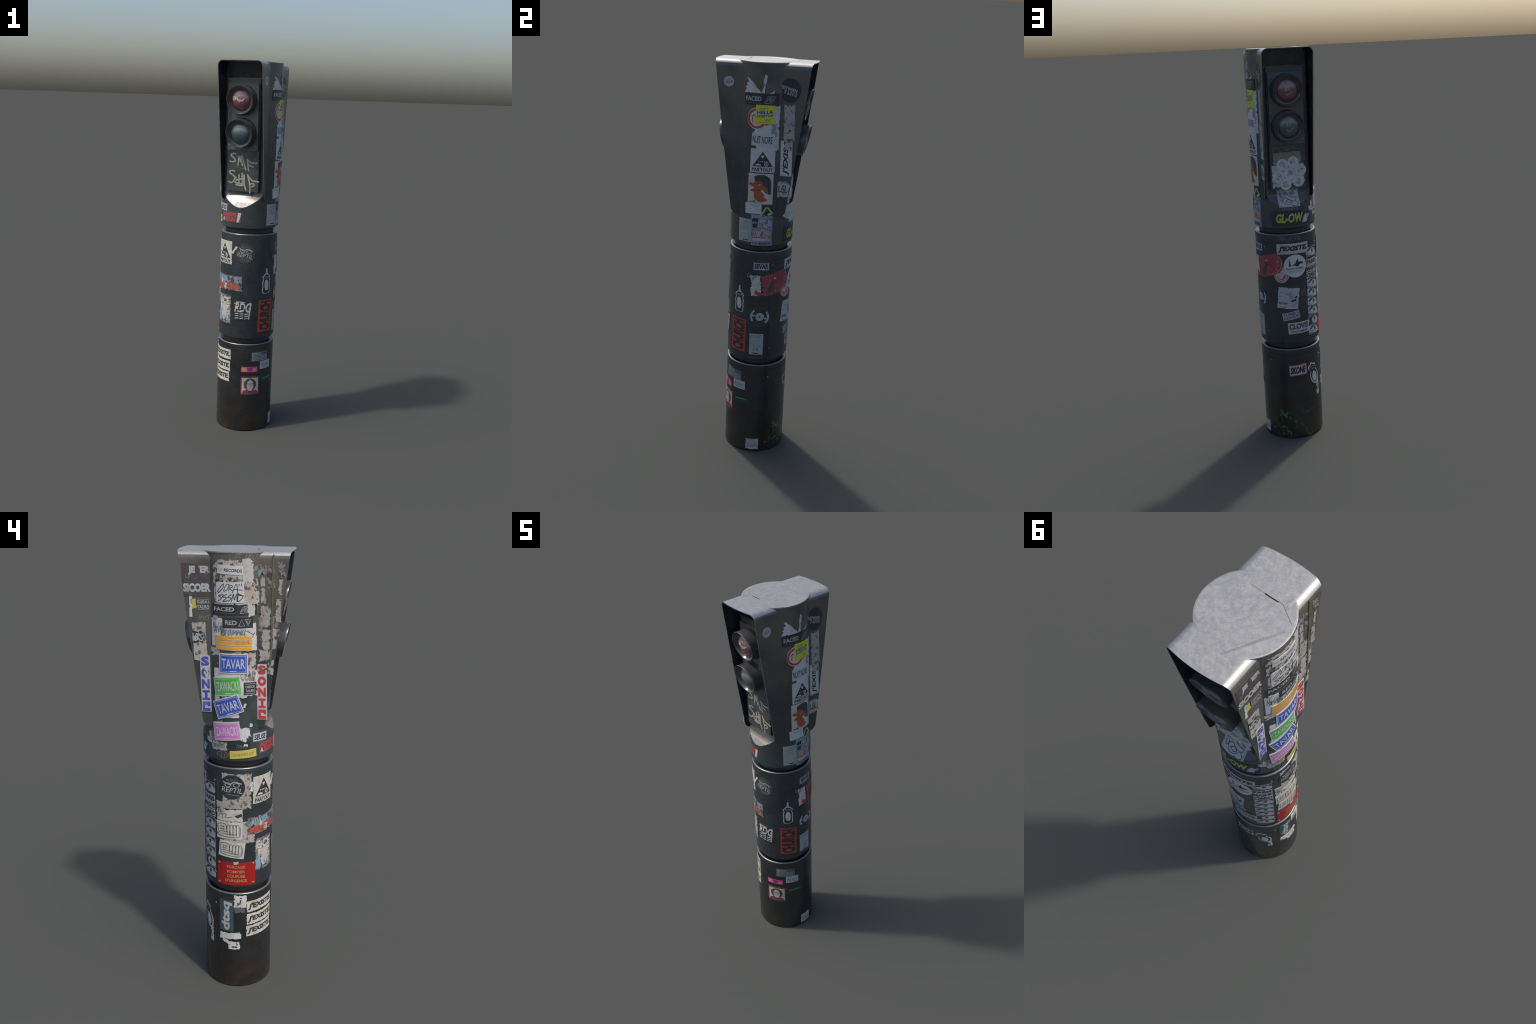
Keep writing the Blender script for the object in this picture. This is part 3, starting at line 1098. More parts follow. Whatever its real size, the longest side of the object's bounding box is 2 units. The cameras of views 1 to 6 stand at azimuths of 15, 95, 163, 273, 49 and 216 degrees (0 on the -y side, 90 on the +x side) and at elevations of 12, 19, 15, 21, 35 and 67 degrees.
def d_cobla(s, w, h):
    wd = 0.0027
    for pts in ([(-.45, .02), (-.3, .30), (-.2, .42), (-.24, .2), (-.42, -.04)], [(-.2, .1), (-.12, .34), (-.02, .38), (-.08, .14), (-.2, .06)],
                [(-.02, .1), (.02, .36), (.12, .30), (.02, .2), (.12, .08)], [(.1, .0), (.24, .42), (.28, .04)], [(.14, .16), (.44, .12)],
                [(.34, .42), (.33, .32)], [(.42, .42), (.40, .32)], [(-.22, -.1), (-.4, -.16), (-.28, -.26), (-.42, -.42)],
                [(-.1, -.08), (-.26, -.2), (-.1, -.24), (-.24, -.42), (-.06, -.38)], [(.06, -.08), (-.06, -.22), (.06, -.26), (-.04, -.42)],
                [(.06, -.42), (.14, -.06), (.16, -.34), (.25, -.06), (.25, -.42)], [(.3, -.04), (.46, -.2), (.28, -.42), (.3, -.06)],
                [(.28, .04), (.3, -.1), (.48, -.16)]):
        s.line([(a * w, b * h) for a, b in pts], wd, INK)


sticker("col", -98.2, 1.844, 114, 80, 1, WHITE, 2, corner=7, draw=d_cobla)
sticker("col", -92.2, 1.777, 188, 42, 1, INKBG, 1, torn=2.0, draw=d_faced)
scrap("col", -66, 1.775, 30, 50, TORN_GREY, 5, 2, 5)
scrap("col", -60, 1.835, 40, 70, TORN, 3, 1, 5)
sticker("col", -117, 1.686, 64, 112, 1, WHITE, 0, draw=lambda s, w, h: (
    s.scrawl(0, h * .2, w * .8, h * .45, 0.002, GREYINK, 5, 4), s.scrawl(w * .05, h * .1, w * .7, h * .3, 0.0014, INK, 6, 3)))
sticker("col", -86, 1.665, 150, 100, 1, GREYW, 0, torn=2, draw=lambda s, w, h: (
    s.scrawl(-w * .1, h * .2, w * .75, h * .32, 0.0016, INK, 15, 6), s.scrawl(-w * .1, h * .24, w * .6, h * .22, 0.003, GREYINK, 16, 5),
    s.line([(-w * .3, -h * .45), (-w * .05, -h * .38), (w * .3, -h * .46)], 0.0016, INK), s.line([(w * .2, h * .3), (w * .42, h * .1), (w * .3, 0)], 0.002, INK)))
sticker("col", -66, 1.668, 46, 112, 3, WHITE, 1, torn=2.5, draw=lambda s, w, h: (
    s.line([(-w * .3, h * .28), (w * .1, h * .1), (w * .35, h * .16), (w * .1, 0)], 0.0016, INK), s.disc(w * .25, h * .32, .003, PEACH)))
sticker("col", -86.5, 1.727, 122, 42, 0, INKBG, 2, draw=lambda s, w, h: (
    s.text("RED", -w * .22, 0, w * .38, h * .42, PALE, 0.02),
    [s.line([(x * w - .012, -h * .3 * q), (x * w, h * .3 * q), (x * w + .012, -h * .3 * q), (x * w - .012, -h * .3 * q)], 0.0022, PALE, False) for x, q in ((.13, 1), (.34, -1))],
    s.line([(.28 * w, h * .16), (.40 * w, h * .16), (.34 * w, -h * .12), (.28 * w, h * .16)], 0.0022, PALE, False)))
scrap("col", -122, 1.745, 20, 12, TORN_GREY, 0, 3, 2)


def d_tape(s, w, h):
    for y, m in ((.40, ORANGE), (.02, ORANGE), (-.36, ORANGE)):
        s.rect(0, y * h, w * .985, h * .21, m, 0, 0, .0015, nxt())
    s.rect(0, .21 * h, w * .97, h * .07, SALMON, 0, 0, .001, nxt())
    s.rect(0, -.17 * h, w * .97, h * .07, SALMON, 0, 0, .001, nxt())
    s.scrawl(w * .25, .08 * h, w * .4, h * .3, .0012, BRICK, 77, 3)


sticker("col", -93, 1.644, 150, 58, -1, CREAM, 3, torn=1.2, draw=d_tape)
scrap("col", -98, 1.520, 150, 44, TORN_WHITE, 2, 0, 5)
scrap("col", -73, 1.545, 80, 120, TORN, 0, 0, 7)
scrap("col", -71, 1.480, 84, 110, TORN_WHITE, 0, 0, 5)
framed_plate(-93.4, 1.561, 118, 82, 0, BLUE, "TAVAR", 3)
framed_plate(-103.1, 1.466, 117, 80, 7, GREEN, "ZAWACKI", 2)
sticker("col", -67.4, 1.458, 53, 51, 0, INKBG, 3, draw=lambda s, w, h: (
    s.text("OSECK", 0, h * .14, w * .8, h * .22, PALE, 0.02), s.text("TAURO", 0, -h * .18, w * .8, h * .22, PALE, 0.02),
    s.rect(0, h * .38, w * .8, h * .04, PALE), s.rect(0, -h * .4, w * .8, h * .04, PALE)))
scrap("col", -82, 1.43, 50, 26, TORN_GREY, 4, 1, 3)
framed_plate(-102.6, 1.379, 117, 80, 20, BLUE, "TAVAR", 4)
scrap("col", -96, 1.345, 60, 26, TORN_WHITE, 2, 0, 3)
scrap("col", -121, 1.418, 22, 16, TORN_WHITE, 2, 0, 3)
scrap("col", -76, 1.385, 9, 20, WHITE, -20, 0, 2)
framed_plate(-105.1, 1.272, 118, 80, 6, PINK, "ZAWACKI", 3)
scrap("col", -76, 1.258, 44, 64, TORN_WHITE, 0, 0, 9)
scrap("col", -71, 1.262, 26, 30, TORN_WHITE, 10, 1, 6)
scrap("col", -65.7, 1.300, 13, 15, WHITE, 0, 0, 2)
scrap("col", -131, 1.245, 26, 60, TORN_DARK, 0, 0, 6)
scrap("col", -75, 1.212, 22, 14, WHITE, 0, 1, 4)
sticker("col", -49.1, 1.242, 72, 37, 0, WHITE, 0, draw=lambda s, w, h: (
    s.frame(w, h, .003, SKY), s.text("SEUSS", 0, 0, w * .84, h * .66, INK, .04, .15)))


def d_always(s, w, h):
    s.text("ALWAYS", -w * .08, h * .22, w * .76, h * .36, REDINK, .045)
    s.text("ROUN", -w * .03, -h * .2, w * .52, h * .38, REDINK, .045)
    s.text("A", -w * .38, -h * .22, w * .13, h * .36, WHITE, .04)
    s.poly([(w * .30, -h * .45), (w * .40, -h * .45), (w * .5, h * .42), (w * .36, h * .42), (w * .34, h * .05)], CREAM)


sticker("col", -26.5, 1.195, 138, 58, 1, BROWNBG, 0, corner=2, draw=d_always)
sticker("col", -117.7, 1.204, 74, 39, 2, TORN_BEIGE, 0, torn=3, draw=lambda s, w, h: (s.scrawl(0, 0, w * .8, h * .6, .002, GREYINK, 33, 5), s.rect(w * .4, 0, w * .08, h * .7, PEACH)))
sticker("col", -85, 1.207, 94, 44, 0, plain("near_black_green", (0.022, 0.032, 0.028), .4), 0, draw=lambda s, w, h: s.scrawl(w * .1, 0, w * .5, h * .5, .0012, CHALK, 21, 4))
sticker("col", -78.3, 1.173, 114, 35, 4, YELLOW2, 2, draw=lambda s, w, h: s.text("COLDIM·DF", 0, -h * .02, w * .78, h * .36, plain("faded_biro", (.17, .13, .03)), 0.0, 0.1))

for i in range(34):
    u, z = rnd.uniform(-124, -60), rnd.uniform(1.20, 1.97)
    if 1.30 < z < 1.42 and u > -92:
        continue
    scrap("col", u, z, rnd.uniform(14, 46), rnd.uniform(10, 40), rnd.choice((TORN_DARK, TORN_DARK, TORN_GREY, TORN_BEIGE)), rnd.uniform(-12, 12), -1, rnd.uniform(4, 8))

# chalky hand-styles straight on the paint
def tag(surf, u, z, lines, width, mat, rot=0, smooth=True, layer=0):
    s = Sheet(surf, u, z, rot, layer)
    for pts in lines:
        s.line([(x / 1000, y / 1000) for x, y in pts], width / 1000, mat, smooth)
    return s.make("graffiti_tag")


tag("col", -112, 1.169, [[(-30, 14), (-24, -14)], [(-30, 0), (-8, 14)], [(-28, 2), (-4, -16)], [(-2, 14), (-4, -12), (8, -14), (12, 12)], [(16, 10), (34, -14)], [(32, 6), (12, -16)], [(60, -2), (60, -16)], [(88, 0), (104, -14)]], 5, FAINT)
tag("col", -92, 1.981, [[(-96, -12), (-92, 10), (-80, -8), (-76, 12)], [(-66, -10), (-64, 10)], [(-56, 10), (-58, -10)], [(-44, 10), (-58, 0), (-42, -12)], [(-30, -4), (-22, -6)],
                          [(6, -10), (14, 10), (18, -4), (8, -2)], [(24, 12), (24, -10)], [(18, 8), (30, 8)], [(44, -6), (52, 12), (58, -6)], [(60, -8), (62, 10), (72, 6), (62, 0), (78, -14)],
                          [(80, 10), (98, 6)], [(90, 8), (94, -12)]], 2.4, CHALK)

# --- hood sides towards -x
sticker("hnx", -147.5, 1.887, 112, 128, 1, BROWNBG, 0, outline=[(-48, -64), (56, -64), (56, 64), (-58, 64)], draw=lambda s, w, h: (
    s.text("JE", -w * .16, h * .28, w * .26, h * .27, PALE, .06), s.text("JER", w * .26, h * .28, w * .46, h * .27, PALE, .06), s.disc(w * .06, h * .26, .009, BROWNBG, .020),
    s.text("SICOER", .001, -h * .24, w * .99, h * .265, PALE, .06), s.scrawl(-w * .3, h * .1, .02, .02, .003, GREYINK, 4, 2)))
scrap("hnx", -172.7, 1.781, 12, 84, WHITE, -1, 0, 2)
scrap("hnx", -160, 1.792, 22, 40, plain("lemon_scrap", (.42, .42, .06), .6), 12, 0, 6)
sticker("hnx", -121.5, 1.792, 53, 49, 0, BROWNBG, 0, draw=lambda s, w, h: (
    s.text("DJEA1", 0, h * .15, w * .9, h * .3, PALE, .02), s.text("TAURO", 0, -h * .22, w * .9, h * .3, PALE, .02), s.rect(0, h * .4, w * .92, .0015, PALE), s.rect(0, -h * .46, w * .92, .0015, PALE)))
tag("hnx", -119, 1.737, [[(-22, -10), (-18, 10), (-12, -4), (-6, 12), (-2, -10)], [(12, 8), (2, 0), (12, -10)], [(12, 10), (24, 12)], [(18, 10), (18, -12)]], 2.6, CHALK)
sticker("hnx", -139, 1.642, 56, 156, 3, TORN_BEIGE, 0, torn=3)
sticker("hnx", -146.8, 1.660, 46, 50, 0, INKBG, 1, torn=4, draw=lambda s, w, h: s.scrawl(0, 0, w * .9, h * .8, .004, PALE, 8, 4, 4))
sticker("hnx", -117.1, 1.466, 41, 238, 1, GREYW, 2, draw=stacked("SONIC", BLUEINK))
scrap("hnx", -112, 1.52, 18, 50, TORN_GREY, 0, 3, 5)
sticker("hnx", 116.2, 1.438, 40, 234, 1, WHITE, 1, draw=stacked("SONIC", REDINK))
for u, z, w, h in ((116.6, 1.851, 20, 112), (127.5, 1.747, 42, 82), (131, 1.656, 36, 84), (127.5, 1.591, 52, 50), (178.6, 1.774, 23, 92), (164.5, 1.661, 20, 88), (150, 1.545, 24, 62), (186, 1.87, 16, 70)):
    scrap("hnx", u, z, w, h, TORN_BEIGE, rnd.uniform(-3, 3), 0, 6)
for u, z, w, h in ((148, 1.90, 30, 90), (110, 1.70, 24, 120), (150, 1.72, 30, 70), (172, 1.70, 20, 60), (118, 1.93, 40, 40), (190, 1.93, 30, 60)):
    scrap("hnx", u, z, w, h, TORN_DARK, rnd.uniform(-8, 8), -1, 8)
sticker("hnx", 0, 1.6, 10, 10, 0, SKY, 0, name="torn_paper", outline=[(84, 322), (117, 333), (112, 318), (101, 300), (92, 308)], torn=2)
Sheet_drip = Sheet("hnx", 0, 0, 0, 3)
Sheet_drip.line([(.157, 1.985), (.155, 1.90), (.156, 1.844), (.153, 1.731), (.151, 1.586), (.141, 1.545), (.118, 1.53), (.104, 1.524)], .0065, OLIVE)
Sheet_drip.make("olive_drip")

# ======================================================= head, +x side (shade)
def blade(pts, mat, layer=0):
    s = Sheet("col", 0, 0, 0, layer)
    o = [(math.radians(a) * R, z) for a, z in pts]
    s.make("torn_paper", ragged(o, .002, nxt(), .005), mat)


blade([(54.5, 1.858), (58, 1.875), (56, 1.882), (60, 1.892), (58, 1.902), (63, 1.908), (59, 1.928), (64, 1.922), (72, 1.905), (80, 1.880), (87, 1.860)], TORN_WHITE)
blade([(86, 1.858), (90, 1.890), (89, 1.915), (92, 1.945), (96, 1.935), (94, 1.905), (92, 1.880), (92, 1.858)], TORN_WHITE)
blade([(100, 1.858), (104, 1.866), (110, 1.878), (108, 1.860)], TORN_WHITE)
blade([(78, 1.885), (81, 1.925), (85, 1.937), (88, 1.925), (87, 1.895), (84, 1.885), (83, 1.910)], OLIVE)
blade([(91, 1.905), (103, 1.870), (101, 1.866), (90, 1.897)], OLIVE)
sticker("col", 86.1, 1.832, 164, 52, 1, INKBG, 1, draw=d_faced)
scrap("col", 112, 1.705, 44, 205, TORN_WHITE, 0, 0, 6)
scrap("col", 97, 1.690, 110, 66, TORN_WHITE, 2, 0, 5)


def d_redring(s, w, h):
    s.ring(0, 0, w * .49, w * .11, REDINK)
    s.scrawl(-w * .12, 0, w * .4, h * .4, .004, REDINK, 3, 2, 4)


sticker("col", 80.4, 1.746, 92, 100, 0, WHITE, 1, disc=True, draw=d_redring)
sticker("col", 93.8, 1.766, 86, 84, -1, YELLOW, 2, draw=lambda s, w, h: (
    s.text("HELLA", 0, h * .12, w * .86, h * .19, BLUEINK, .04, 0, 6), s.text("POSITIVE", 0, -h * .08, w * .86, h * .14, BLUEINK, .035, 0, 6),
    s.text("have a", -w * .1, h * .33, w * .42, h * .13, BLUEINK, 0, .3, 8), s.text("day!", w * .16, -h * .28, w * .3, h * .14, BLUEINK, 0, .3, 8), s.rect(0, -h * .43, w * .7, .001, OLIVE)))
scrap("col", 99, 1.612, 100, 22, TORN_WHITE, 0, 0, 3)
sticker("col", 92.4, 1.650, 107, 59, -2, WHITE, 2, draw=lambda s, w, h: s.text("NUIT NOIRE", -w * .03, 0, w * .86, h * .58, INK, .01))
sticker("col", 92.8, 1.553, 114, 110, 0, WHITE, 3, draw=d_partout)


def d_face(s, w, h):
    P = lambda *q: [(x * w, y * h) for x, y in q]
    s.poly(smooth_line(P((-.26, .40), (-.05, .46), (.2, .44), (.38, .32), (.42, .1), (.4, -.18), (.22, -.08), (.1, .05), (-.1, .2), (-.22, .26), (-.26, .40)), 5)[:-1], HAIR)
    s.poly(smooth_line(P((-.25, .27), (.02, .24), (.12, .12), (.25, .05), (.30, -.1), (.14, -.24), (.22, -.3), (.28, -.36), (.1, -.42), (-.1, -.4), (-.24, -.28), (-.26, -.12), (-.40, -.07), (-.3, -.01), (-.24, .04), (-.42, .10), (-.46, .15), (-.40, .20), (-.26, .18), (-.25, .27)), 5)[:-1], SKIN)
    s.poly(P((.02, -.02), (.1, -.04), (.36, -.26), (.30, -.32), (.02, -.06)), WHITE)
    s.disc(-.06 * w, .13 * h, .006, WHITE, .005)
    s.disc(-.065 * w, .13 * h, .0035, INK)
    s.line(P((-.16, .19), (0, .19)), .0025, INK)
    s.line(P((-.36, -.03), (-.12, -.05), (.02, -.03)), .0025, INK)
    s.scrawl(-.3 * w, -.42 * h, w * .24, h * .08, .002, INK, 9, 3)


sticker("col", 91, 1.419, 118, 147, 0, CREAM, 2, corner=4, draw=d_face)
sticker("col", 79.6, 1.323, 80, 52, 2, WHITE, 1, torn=1, draw=lambda s, w, h: s.line([(-w * .2, h * .35), (w * .2, h * .22), (w * .4, h * .3)], .002, CHALK))
sticker("col", 104, 1.312, 62, 48, 0, NAVY, 0, torn=2, draw=lambda s, w, h: (
    s.line([(-w * .42, -h * .4), (-w * .05, h * .38), (w * .05, h * .38), (w * .42, -h * .2)], .008, YELLOW2, False), s.rect(w * .2, -h * .3, w * .3, h * .2, CREAM, 20)))


def d_illustration(s, w, h):
    for x, y, a, b, m in ((-.2, -.22, .36, .24, PEACH), (.24, -.24, .34, .22, PEACH), (0, -.42, .8, .1, GREYW), (-.1, .06, .7, .06, CREAM), (.1, .26, .6, .1, GREYW), (-.3, .30, .3, .14, NAVY), (-.32, .08, .2, .16, NAVY), (.25, .14, .4, .12, GREYW)):
        s.rect(x * w, y * h, a * w, b * h, m, 0, 0, .003, nxt())
    s.line([(-w * .45, -h * .3), (-w * .4, -h * .06), (0, h * .02), (w * .42, -h * .1), (w * .45, -h * .36)], .0022, CRIMSON)
    s.line([(-w * .4, -h * .36), (-w * .1, -h * .34), (w * .05, -h * .16), (w * .4, -h * .36)], .002, NAVY)
    s.line([(-w * .05, h * .05), (w * .0, h * .3), (w * .2, h * .42)], .004, YELLOW2)
    s.scrawl(0, h * .2, w * .9, h * .4, .0015, NAVY, 18, 6)
    s.scrawl(0, -h * .25, w * .8, h * .3, .0012, CRIMSON, 19, 5)


sticker("col", 95.9, 1.228, 103, 134, 0, BLUEGREY, 0, torn=1.5, draw=d_illustration)
sticker("col", 96.6, 1.152, 103, 22, 1, BLUEGREY, 0, torn=1, draw=lambda s, w, h: s.scrawl(0, 0, w * .9, h * .6, .002, NAVY, 22, 8))
sticker("col", 64.4, 1.211, 69, 113, 0, LABEL, 0, draw=lambda s, w, h: (
    [s.rect(x * w, y * h, .16 * w, .03 * h, GREYINK) for x in (-.05, .15) for y in (.36, .26, .16, .06)], [s.rect(.36 * w, (.42 - .13 * i) * h, .2 * w, .012 * h, GREYINK) for i in range(7)],
    s.rect(-.3 * w, .28 * h, .22 * w, .012 * h, GREYINK), s.ring(-.36 * w, -.3 * h, .05 * w, .012 * w, INK, 70, 290), s.ring(-.22 * w, -.3 * h, .05 * w, .012 * w, INK, 70, 290), s.rect(.1 * w, -.42 * h, .4 * w, .04 * h, INK)))
sticker("hpx", -155.7, 1.901, 47, 47, 0, GREYW, 0, disc=True, draw=lambda s, w, h: (s.scrawl(0, 0, w * .7, h * .4, .0016, GREYINK, 2, 4), s.line([(-w * .3, -h * .2), (w * .38, h * .05)], .0016, GREYINK)))
sticker("hpx", 128, 1.877, 94, 108, 0, INKBG, 0, disc=True, draw=lambda s, w, h: (
    s.text("BETWEEN", -.004, .006, w * .78, h * .14, PALE, .03, .1, -14), s.text("2 LEGS", .001, -.013, w * .66, h * .14, PALE, .03, .1, -14)))
sticker("hpx", 131, 1.728, 52, 170, 2, TORN_BEIGE, 0, torn=5)
scrap("hpx", 128, 1.66, 44, 60, TORN_BEIGE, 4, 1, 6)
sticker("hpx", 124, 1.566, 54, 166, 1, WHITE, 0, draw=lambda s, w, h: (s.text("J'EXIS", 0, -h * .08, h * .78, w * .56, INK, .035, .2, 90), s.rect(.006, h * .34, w * .6, h * .25, TORN_BEIGE, 10, 0, .006, 4)))
scrap("hpx", 113.7, 1.419, 66, 80, TORN_GREY, 2, 0, 7)
sticker("hpx", 116, 1.42, 50, 56, 2, GREYW, 1, torn=6, draw=lambda s, w, h: s.scrawl(0, 0, w * .9, h * .8, .004, INK, 28, 3, 4))

# ============================================================ collar at the back
sticker("col", 178.1, 1.189, 210, 75, 0, NAVY, 0, draw=lambda s, w, h: (
    s.text("GL-OW", -w * .06, 0, w * .66, h * .62, LIME, .045, .18), s.rect(w * .33, h * .40, w * .1, .0012, LIME, 3),
    s.poly([(w * .24, -h * .38), (w * .38, -h * .38), (w * .42, 0), (w * .36, h * .2), (w * .30, h * .05)], GREYW), s.poly([(w * .36, -h * .2), (w * .44, -h * .1), (w * .48, h * .16), (w * .38, h * .1)], SKY)))
scrap("col", -142, 1.222, 20, 22, WHITE, 0, 0, 3)
scrap("col", -136, 1.235, 14, 50, TORN_WHITE, 0, 0, 4)
scrap("col", -131, 1.20, 12, 20, SKY, 0, 0, 3)


def d_creature(s, w, h):
    wd = .0022
    s.frame(w, h, .0012, GREYINK, .004)
    L = lambda *q: s.line([(x * w, y * h) for x, y in q], wd, INK)
    L((-.30, .1), (-.2, .34), (0, .42), (.2, .36), (.32, .14))
    L((-.28, -.02), (-.05, .12), (.12, -.02), (.36, -.04), (.3, -.2), (.05, -.16), (-.12, -.04), (-.26, -.12), (-.2, -.32), (0, -.38), (.2, -.26))
    L((-.22, .16), (-.1, .24), (.0, .16), (-.1, .1), (-.22, .16))
    L((.08, .16), (.18, .24), (.27, .16), (.17, .1), (.08, .16))
    L((-.42, .4), (-.34, .28), (-.4, .2), (-.32, .1))
    L((.26, .34), (.38, .42), (.4, .3))
    L((-.4, -.1), (-.34, .04), (-.28, -.1), (-.34, -.24), (-.4, -.1))
    L((-.15, -.22), (0, -.14), (.12, -.24), (0, -.3), (-.15, -.22))
    L((.3, -.2), (.42, -.34), (.3, -.44), (.1, -.42))
    s.disc(-.11 * w, .17 * h, .003, INK)
    s.disc(.17 * w, .17 * h, .003, INK)
    s.poly([(-.42 * w, .2 * h), (-.3 * w, .26 * h), (-.34 * w, -.02 * h)], GREYINK)


sticker("sill", -4, 1.288, 106, 88, 0, GREYW, 0, draw=d_creature)
Sheet_txt = Sheet("col", 176, 1.234, 0, 0)
Sheet_txt.text("LEGENDARY", 0, 0, .088, .013, CHALK, .03)
Sheet_txt.rect(-.02, -.011, .05, .003, CHALK)
Sheet_txt.make("graffiti_tag")

# lamp panels: front tags, back papers
def letters(surf, u, z, strokes, k, width, mat, layer=0):
    tag(surf, u, z, [[(x * k, y * k) for x, y in st] for st in strokes], width, mat, 0, True, layer)


S_ = [(13, 20), (2, 19), (-6, 12), (6, 2), (12, -8), (2, -13), (-10, -11)]
letters("fr", -58, 1.502, [S_], 1.35, 7.1, PAINTPEN)
letters("fr", -8, 1.492, [[(-16, -20), (-10, 22), (-4, -2)], [(-4, 18), (6, -20)], [(2, 24), (10, 0), (22, -38)]], 1.15, 7.6, PAINTPEN)
letters("fr", 50, 1.472, [[(-24, 26), (-16, -26)], [(-24, 26), (-4, 12), (26, 12)], [(-16, 0), (8, -8)]], 1.05, 7.6, PAINTPEN)
letters("fr", -56, 1.408, [[(12, 26), (-4, 28), (-16, 20), (2, 6), (20, -6)], [(-18, -26), (-8, -30), (6, -22), (14, -4)]], 1.1, 7.6, PAINTPEN)
letters("fr", -6, 1.392, [[(-12, 24), (-12, -20)], [(4, 32), (6, -18)], [(-32, -12), (-10, -18), (8, -18)], [(14, 24), (16, -20), (24, -46)], [(-26, -2), (-4, 4), (12, 8)], [(-26, -24), (-4, -27), (8, -24)]], 1.1, 8.6, PAINTPEN)
letters("fr", 52, 1.390, [[(-22, 30), (-12, -10), (-8, -38)], [(-20, 26), (0, 4), (36, -2)], [(-10, -16), (6, -12), (14, -20), (2, -28)], [(-8, -44), (-9, -60)]], 1.05, 7.6, PAINTPEN)
letters("fr", 10, 1.452, [[(-90, 12), (-20, 2), (40, -8)], [(20, -10), (60, -26)]], 1.0, 1.6, CHALK)
letters("bk", -8, 1.527, [[(-64, -14), (-60, 12), (-50, -4), (-42, 14), (-38, -10)], [(-30, 10), (-14, 11), (-14, -9), (-28, -10), (-30, 10)], [(10, 12), (-4, 11), (-6, 2), (10, 0), (10, -9), (-6, -10)],
                          [(22, 14), (20, -10)], [(48, 14), (24, 4), (46, 2), (52, -8)], [(64, -6), (64, -9)]], 1.0, 3, CHALK)
scrap("bk", -4.3, 1.482, 134, 58, plain("faded_ochre_paper", (.24, .22, .14), .65, 0, .6, (.14, .14, .12)), 1, 0, 2)
scrap("bk", -50, 1.460, 44, 22, plain("faded_blue_paper", (.16, .24, .28), .65, 0, .6, (.14, .18, .2)), 0, 1, 2)
scrap("bk", 58, 1.475, 20, 30, plain("faded_green_paper", (.16, .24, .20), .65, 0, .6, (.12, .16, .14)), 0, 1, 2)
scrap("bk", -40, 1.395, 84, 112, TORN_GREY, 2, 1, 3)
scrap("bk", 40, 1.405, 80, 96, TORN_GREY, 2, 1, 4)


def d_coin(seed):
    def draw(s, w, h):
        r = random.Random(seed)
        for i in range(6):
            a = r.uniform(0, 6.28)
            q = r.uniform(.1, .3) * w
            s.ring(q * math.cos(a), q * math.sin(a), w * .09, .0012, GREYINK)
        s.scrawl(0, 0, w * .6, h * .4, .0011, GREYINK, seed, 3, 4)
    return draw


for i, (u, z) in enumerate(((-28.9, 1.450), (24.9, 1.460), (61.4, 1.420), (6.3, 1.404), (-49.5, 1.394), (48.8, 1.365), (-14.1, 1.352))):
    if i == 6:
        z += .002
    sticker("bk", u, z, 56, 56, 20 * i, WHITE, 2 + i % 2, disc=True, draw=d_coin(i + 60))

# marks on the lenses
def lens_mark(zc, back, lines, width, mat):
    bm = bmesh.new()
    lift = 0.0
    for pts in lines:
        V, F = ribbon(smooth_line([(x / 1000, y / 1000) for x, y in pts]), width / 1000)
        vs = []
        for x, y in V:
            r = math.hypot(x, y) / 0.0508
            b = 0.024 * math.sqrt(max(0, 1 - (0.97 * r) ** 2))
            vs.append(bm.verts.new((*turn(x, -(0.2025 - 0.026 + b + 0.09 * y + 0.0008 + lift), back), zc + y)))
        for f in F:
            try:
                bm.faces.new([vs[i] for i in f])
            except ValueError:
                pass
        lift += 0.0001
    finish("graffiti_tag", bm, [mat], smooth=None)


lens_mark(LAMP_Z[0], False, [[(-36, 14), (-30, 16), (-26, 8), (-34, -2), (-36, 14)], [(-24, 14), (-22, 0)], [(-22, 8), (-14, 6)], [(-14, 15), (-12, -4)], [(-10, 4), (-4, -2), (4, 2), (2, -10), (-6, -8), (0, -2)],
                              [(2, 2), (8, -6), (14, 2), (18, -4), (14, -6), (20, 2), (26, 6)]], 3.2, WHITEPEN)
lens_mark(LAMP_Z[0], True, [[(-14, -6), (-12, 10), (-17, 16)], [(-12, 8), (-6, 2), (-4, 18), (8, -1)], [(-12, -18), (-4, -19), (6, -16), (20, -8)]], 3.2, PAINTPEN)
lens_mark(LAMP_Z[1], True, [[(-12, 18), (-9, 4)], [(2, 20), (6, 8)], [(-16, -10), (-6, -18), (8, -16), (20, 0)]], 3.2, PAINTPEN)

# ======================================================= middle drum, round it
# strip of printed eyes beside the door edge
def d_eye(seed):
    def draw(s, w, h):
        r = random.Random(seed)
        s.poly([(-w * .48, h * .1), (-w * .2, h * .46), (w * .48, h * .48), (w * .48, -.05 * h), (w * .3, h * .3), (0, h * .36), (-w * .3, h * .1)], HAIR)
        pts = [(-.42, -.02), (-.2, .2), (.1, .26), (.32, .08), (.44, -.18), (.2, -.16), (-.1, -.2), (-.3, -.12)]
        s.poly([(x * w, y * h) for x, y in pts], GREYINK)
        s.poly([(x * w * .9, y * h * .82) for x, y in pts], WHITE)
        s.disc(w * (.08 + r.uniform(-.02, .02)), h * .04, h * .20, GREYINK)
        s.disc(w * .08, h * .05, h * .12, INK)
        s.poly([(-w * .5, -h * .5), (-w * .5, -h * .2), (-w * .1, -h * .36), (w * .1, -h * .5)], GREYINK)
    return draw


